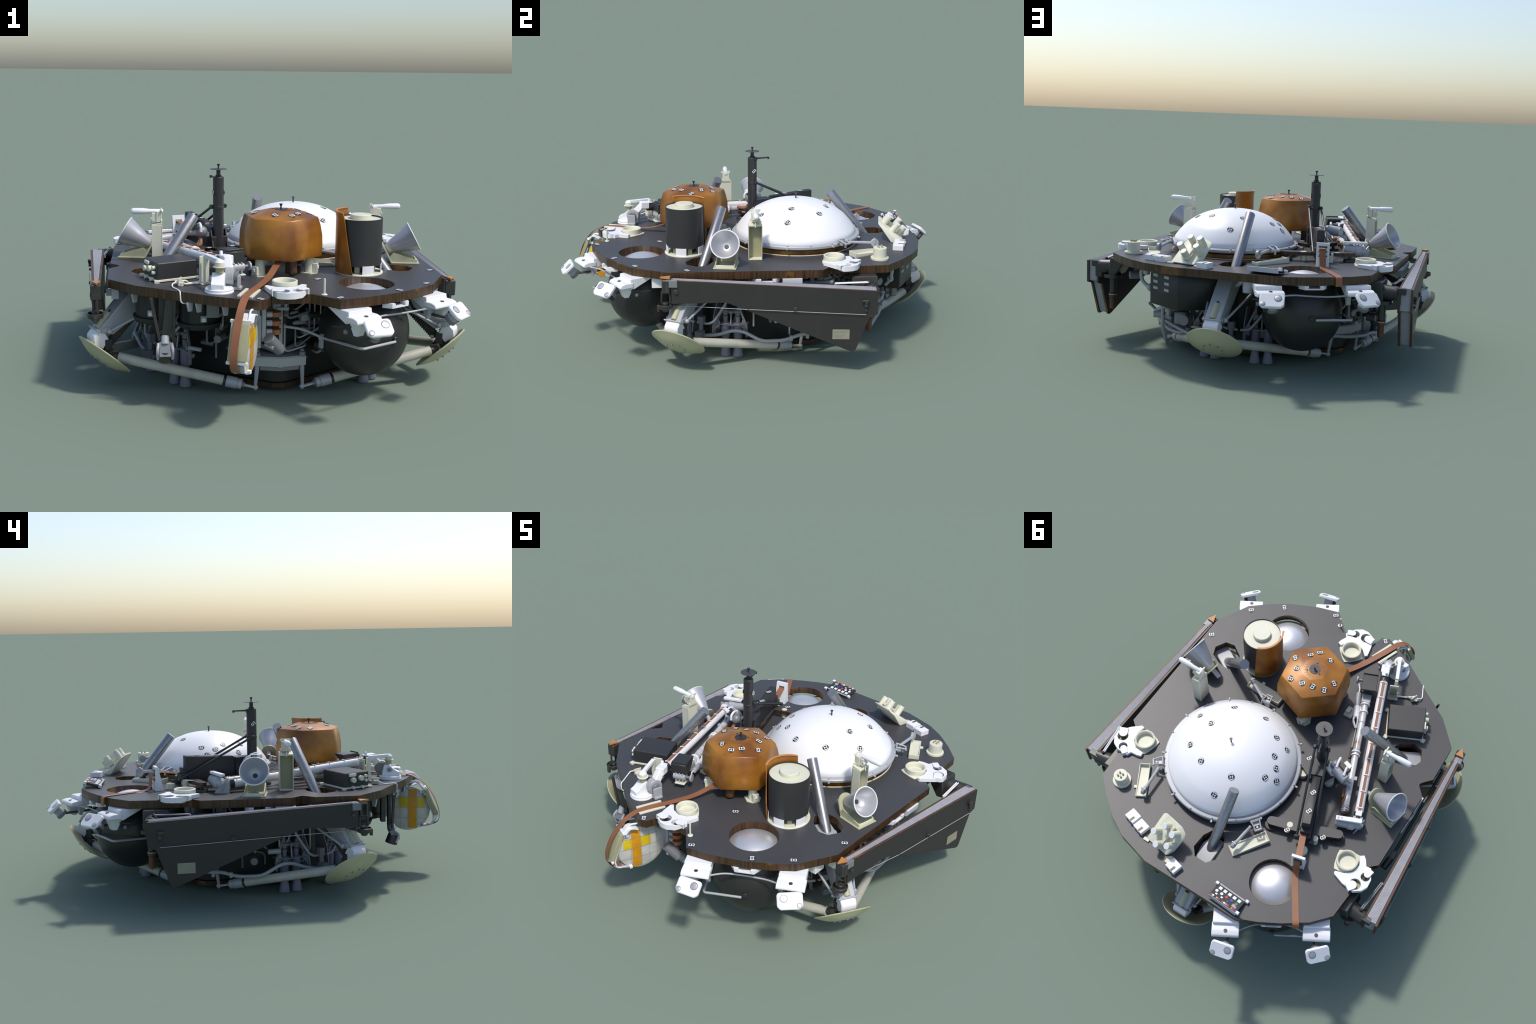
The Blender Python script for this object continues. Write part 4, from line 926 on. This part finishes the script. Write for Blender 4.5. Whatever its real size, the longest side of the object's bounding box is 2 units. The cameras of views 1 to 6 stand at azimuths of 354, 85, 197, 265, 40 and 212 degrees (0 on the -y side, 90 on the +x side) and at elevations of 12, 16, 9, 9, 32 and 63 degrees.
for z in (.385, .350, .315): b.cyl((-.076, -.700, z), (-.052, -.700, z), .012, 'grey', seg=14); b.rev([(.017, -.009), (.024, -.009), (.024, .009), (.017, .009)], 'belt', Matrix.Translation((-.040, -.690, z)), 18, closed=True); b.cyl((-.040, -.690, z - .009), (-.040, -.690, z + .009), .020, 'belt', seg=18)
b.cyl((-.08, -.72, .275), (-.05, -.74, .262), .010, 'grey', seg=12); b.cyl((-.07, -.735, .30), (-.02, -.70, .24), .024, 'mid', seg=20)
b.obj('cable_block', root)
b = Builder()   # white tabs hanging below the rim
for (x, y, a) in [(-.585, -.548, 40), (-.240, -.770, 25), (-.338, -.715, 30), (-.372, -.700, 30)]: b.slab([(-.014, .4385), (.014, .4385), (.010, .402), (-.006, .402)], -.004, .004, 'grey', yaw(a, (x, y, 0)))
b.box((-.665, -.44, .415), (.03, .03, .045), 'grey'); b.box((-.690, -.400, .408), (.03, .006, .028), 'grey'); b.box((.660, -.420, .408), (.05, .03, .06), 'white', yaw(0)); b.box((.62, -.50, .412), (.04, .06, .05), 'white')
b.cyl((-.141, .785, .4385), (-.141, .800, .385), .030, 'grey', .022, seg=20); b.cyl((.30, -.70, .4385), (.30, -.70, .41), .02, 'grey', seg=16)
b.box((-.28, -.66, .40), (.05, .012, .07), 'mid'); b.box((-.42, -.46, .36), (.02, .02, .15), 'mid')
b.obj('rim_tab', root, stuff=True)

b = Builder()   # pipe linking the two modules of each end, damper rod and cross tube by the fans
for a in TANKS:
    b.tube([yaw(a) @ Vector(p) for p in [(.895, -.150, .398), (.862, -.090, .396), (.848, 0, .386), (.852, .090, .384), (.885, .150, .396)]], .004, 'grey', fillet=.03)
b.tube([(-.708, -.352, .400), (-.722, .132, .400)], .0075, 'gun', fillet=0); b.box((-.722, .155, .400), (.026, .044, .026), 'gun'); b.cyl((-.722, .17, .40), (-.715, .230, .39), .016, 'gun', seg=14)
b.cyl((.635, .165, .396), (.630, .320, .394), .012, 'mid', seg=14); b.box((.640, .217, .408), (.03, .018, .06), 'mid'); b.cyl((-.635, .165, .396), (-.630, .320, .394), .012, 'mid', seg=14)
b.obj('link_pipe', root)

# dense small plumbing tucked between body and rim
b = Builder()
for sector in ((222, 262), (20, 52), (52, 76), (138, 166), (276, 292), (186, 200), (345, 376), (164, 186)):
    for i in range(17):
        a = rng.uniform(*sector); r = rng.uniform(.47, .58); z = rng.uniform(.15, .40); k = rng.random(); m = rng.choice(['mid', 'mid', 'grey', 'gun'])
        p = Vector(pol(r, a, z)); o = Vector(pol(1, a, 0)); t = Vector((-o.y, o.x, 0))
        if k < .16: b.cyl(p - o * .03, p + o * rng.uniform(.01, .05), rng.uniform(.009, .018), m, seg=14)
        elif k < .30: b.box((0, 0, 0), (rng.uniform(.02, .045), rng.uniform(.02, .05), rng.uniform(.02, .06)), m, frame(p, (0, 0, 1), o))
        elif k < .42: b.cyl(p - t * .03, p + t * .03, rng.uniform(.008, .014), m, seg=14)
        else:
            q = p + t * rng.uniform(-.10, .10) + Vector((0, 0, rng.uniform(-.08, .06))); e = Vector((q.x, q.y, rng.uniform(.10, .42)))
            b.tube([p - o * .04, p, q, e], rng.uniform(.0035, .0065), rng.choice(['grey', 'mid']), fillet=.025, seg=8)
b.obj('plumbing', root, stuff=True)
b = Builder()   # valve cluster beside the avionics box and canister behind the fan
for (p, q, r, m) in [((.510, .520, .368), (.560, .560, .368), .019, 'mid'), ((.47, .60, .42), (.43, .63, .40), .012, 'grey'), ((.42, .66, .43), (.42, .66, .40), .016, 'grey'), ((.535, .5, .43), (.535, .5, .36), .030, 'gun'), ((.36, .60, .20), (.40, .62, .20), .016, 'grey'), ((.2, .66, .21), (.2, .72, .21), .026, 'mid')]:
    b.cyl(p, q, r, m, seg=18)
b.tube([(.44, .63, .425), (.46, .64, .41), (.455, .635, .36), (.42, .645, .34), (.40, .62, .30)], .009, 'grey', fillet=.03); b.tube([(.30, .62, .26), (.37, .62, .23), (.42, .56, .20), (.40, .50, .15), (.30, .56, .13), (.2, .62, .12)], .009, 'grey', fillet=.04)
b.tube([(.43, .59, .24), (.46, .54, .235), (.40, .58, .21), (.34, .62, .21)], .007, 'mid', fillet=.02); b.tube([(.28, .62, .25), (.24, .66, .18), (.14, .66, .14)], .006, 'gun', fillet=.03); b.tube([(.35, .62, .25), (.36, .60, .14), (.36, .56, .07)], .010, 'grey')
b.ball((.41, .64, .335), .018, 'grey'); b.box((.22, .70, .215), (.06, .03, .06), 'mid', yaw(0), b=.006)
b.obj('valve_cluster', root, stuff=True)

# ------------------------------------------------------------------ folded solar fans
def fan(side):
    """side=+1 right (+x), -1 left; built directly in world coordinates"""
    F0_ = Vector((.744 if side > 0 else .760, -.438, 0)); d = Vector((.087 if side > 0 else .074, .935, 0)); L = d.length; d.normalize(); nn = Vector((d.y, -d.x, 0))
    T = Matrix(((d.x, -nn.x, 0, F0_.x), (d.y, -nn.y, 0, F0_.y), (0, 0, 1, 0), (0, 0, 0, 1)))  # local x along, y inward, z up
    if side < 0: T = Matrix.Scale(-1, 4, (1, 0, 0)) @ T
    shape = [(0, .455), (L, .412), (L, .301), (L - .036, .290), (L - .094, .132), (L - .100, .121), (L - .112, .119), (L - .130, .124), (.262, .348), (.235, .352), (0, .344)]
    gap0, gap1 = .026, .059
    def sheet(y0, y1, th, shp, mat, b):
        """sheet whose inward offset runs from y0 at the hinge to y1 at the far end"""
        n = len(shp); off = lambda x: y0 + (y1 - y0) * x / L
        vs = [(x, off(x), z) for x, z in shp] + [(x, off(x) + th, z) for x, z in shp]
        cap = [list(range(n)), list(range(n, 2 * n))[::-1]]; sid = [[i, (i + 1) % n, n + (i + 1) % n, n + i] for i in range(n)]
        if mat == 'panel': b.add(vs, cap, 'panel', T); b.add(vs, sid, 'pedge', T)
        else: b.add(vs, cap + sid, mat, T)
    b = Builder(); sheet(0, 0, .0105, shape, 'panel', b); sheet(gap0, gap1, .0105, shape, 'panel', b)
    o = b.obj('solar_panel', root)
    b = Builder(); N = 8
    ins = [(x * .985 + .006, z + (.004 if z > .38 else 0) + (.007 if z < .36 else 0)) for x, z in shape]
    n_ = len(ins); rec = [(x * .998 + .001, z - .0018 if z > .38 else z + .0018) for x, z in ins]
    oa = lambda x: .0106; ob = lambda x: gap0 + (gap1 - gap0) * x / L - .0002
    b.add([(x, oa(x), z) for x, z in rec] + [(x, ob(x), z) for x, z in rec], [list(range(n_)), list(range(n_, 2 * n_))[::-1]] + [[i, (i + 1) % n_, n_ + (i + 1) % n_, n_ + i] for i in range(n_)], 'pleat', T)
    for i in range(N):
        u = (i + .5) / N; sheet(.0108 + (gap0 - .0112) * u - .0009, .0108 + (gap1 - .0112) * u - .0022, .0014, ins, 'pleat', b)
    b.obj('pleated_stack', o)
    b = Builder()   # label, knobs and cable
    b.box((L - .165, -.0005, .203), (.078, .0015, .047), 'khaki', T, b=0)
    b.obj('name_plate', o)
    b = Builder()
    for i in range(6):
        w = [.066, .058, .062, .050, .040, .066][i]; b.box((L - .165 - (.066 - w) / 2, -.0014, .219 - i * .0066), (w, .0008, .0014), 'mid', T, b=0)
    b.obj('text_line', o, stuff=True)
    b = Builder()
    def kn(x, z, r, h=.010): b.cyl(T @ Vector((x, .001, z)), T @ Vector((x, -h, z)), r, 'gun', seg=18)
    kn(.565, .322, .0125, .008); kn(.565, .327, .007, .012); kn(.022, .402, .011, .008); kn(.885, .362, .008, .014); kn(.885, .345, .009, .012); kn(.886, .322, .006, .010)
    b.box((.880, -.010, .368), (.030, .010, .010), 'gun', T @ Matrix.Translation((0, 0, 0)))
    b.tube([T @ Vector((.886, -.008, .302)), T @ Vector((.35, -.006, .322)), T @ Vector((.03, .03, .325))], .0014, 'grey', fillet=0, seg=6); kn(.35, .322, .003, .009)
    # front hinge: grey block, tan tip, cup
    b.box((.004, .012, .440), (.050, .036, .034), 'mid', T); b.box((-.024, .016, .425), (.036, .044, .065), 'gun', T, b=.004); b.box((-.026, .004, .425), (.02, .02, .05), 'mid', T)
    b.prism([(-.052, .018), (-.006, -.004), (-.006, .036)], .461, .468, 'tan', T)
    b.tube([T @ Vector((-.045, .02, .40)), T @ Vector((-.048, .02, .345))], .005, 'gun'); b.tube([T @ Vector((-.008, .008, .40)), T @ Vector((-.006, .008, .345))], .005, 'gun')
    FC = T @ Matrix.Translation((-.030, .012, .330))
    b.rev([(0, -.028), (.012, -.026), (.020, -.014), (.032, -.010), (.034, .008), (.031, .010), (.029, -.002), (0, -.004)], 'gun', FC, 24)
    b.cyl(FC @ Vector((0, 0, -.006)), FC @ Vector((0, 0, .016)), .016, 'gun', seg=16); b.box((-.032, 0, -.012), (.012, .016, .03), 'gun', FC); b.cyl(FC @ Vector((.02, 0, .0)), FC @ Vector((.07, .01, .006)), .010, 'gun', .004, seg=12)
    b.obj('fan_hinge', o)
    b = Builder()   # rear pivot: drum, arm and hanging cylinder
    sx = side
    b.cyl((sx * .660, .470, .385), (sx * .765, .486, .385), .040, 'gun', .034, seg=22); b.slab([(.600, .4385), (.690, .4385), (.700, .350), (.665, .345)], .400, .520, 'gun', Matrix.Scale(sx, 4, (1, 0, 0)), b=.004)
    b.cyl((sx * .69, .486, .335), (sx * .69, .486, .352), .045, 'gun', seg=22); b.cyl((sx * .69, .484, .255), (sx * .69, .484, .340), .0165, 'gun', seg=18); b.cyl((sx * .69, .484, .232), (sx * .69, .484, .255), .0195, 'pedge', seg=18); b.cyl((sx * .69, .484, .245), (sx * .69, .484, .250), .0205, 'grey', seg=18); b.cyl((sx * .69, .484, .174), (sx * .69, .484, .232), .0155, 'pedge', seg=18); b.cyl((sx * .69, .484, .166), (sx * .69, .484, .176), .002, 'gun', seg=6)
    b.box((sx * .775, .490, .400), (.050, .03, .03), 'gun'); b.box((sx * .760, .492, .360), (.035, .03, .05), 'gun')
    pa = Vector((sx * .735, .470, .425)); pb = Vector((sx * .752, .310, .428))
    for k in (-.004, .004): b.tube([pa + Vector((sx * k, 0, 0)), pb + Vector((sx * k, 0, 0))], .0035, 'white' if sx > 0 else 'mid', fillet=0, seg=8)
    b.cyl(pb, pb + Vector((0, 0, -.02)), .004, 'grey', seg=8); b.ball(pa, .008, 'gun')
    b.obj('fan_pivot', o)
    return o
fan(1); fan(-1)
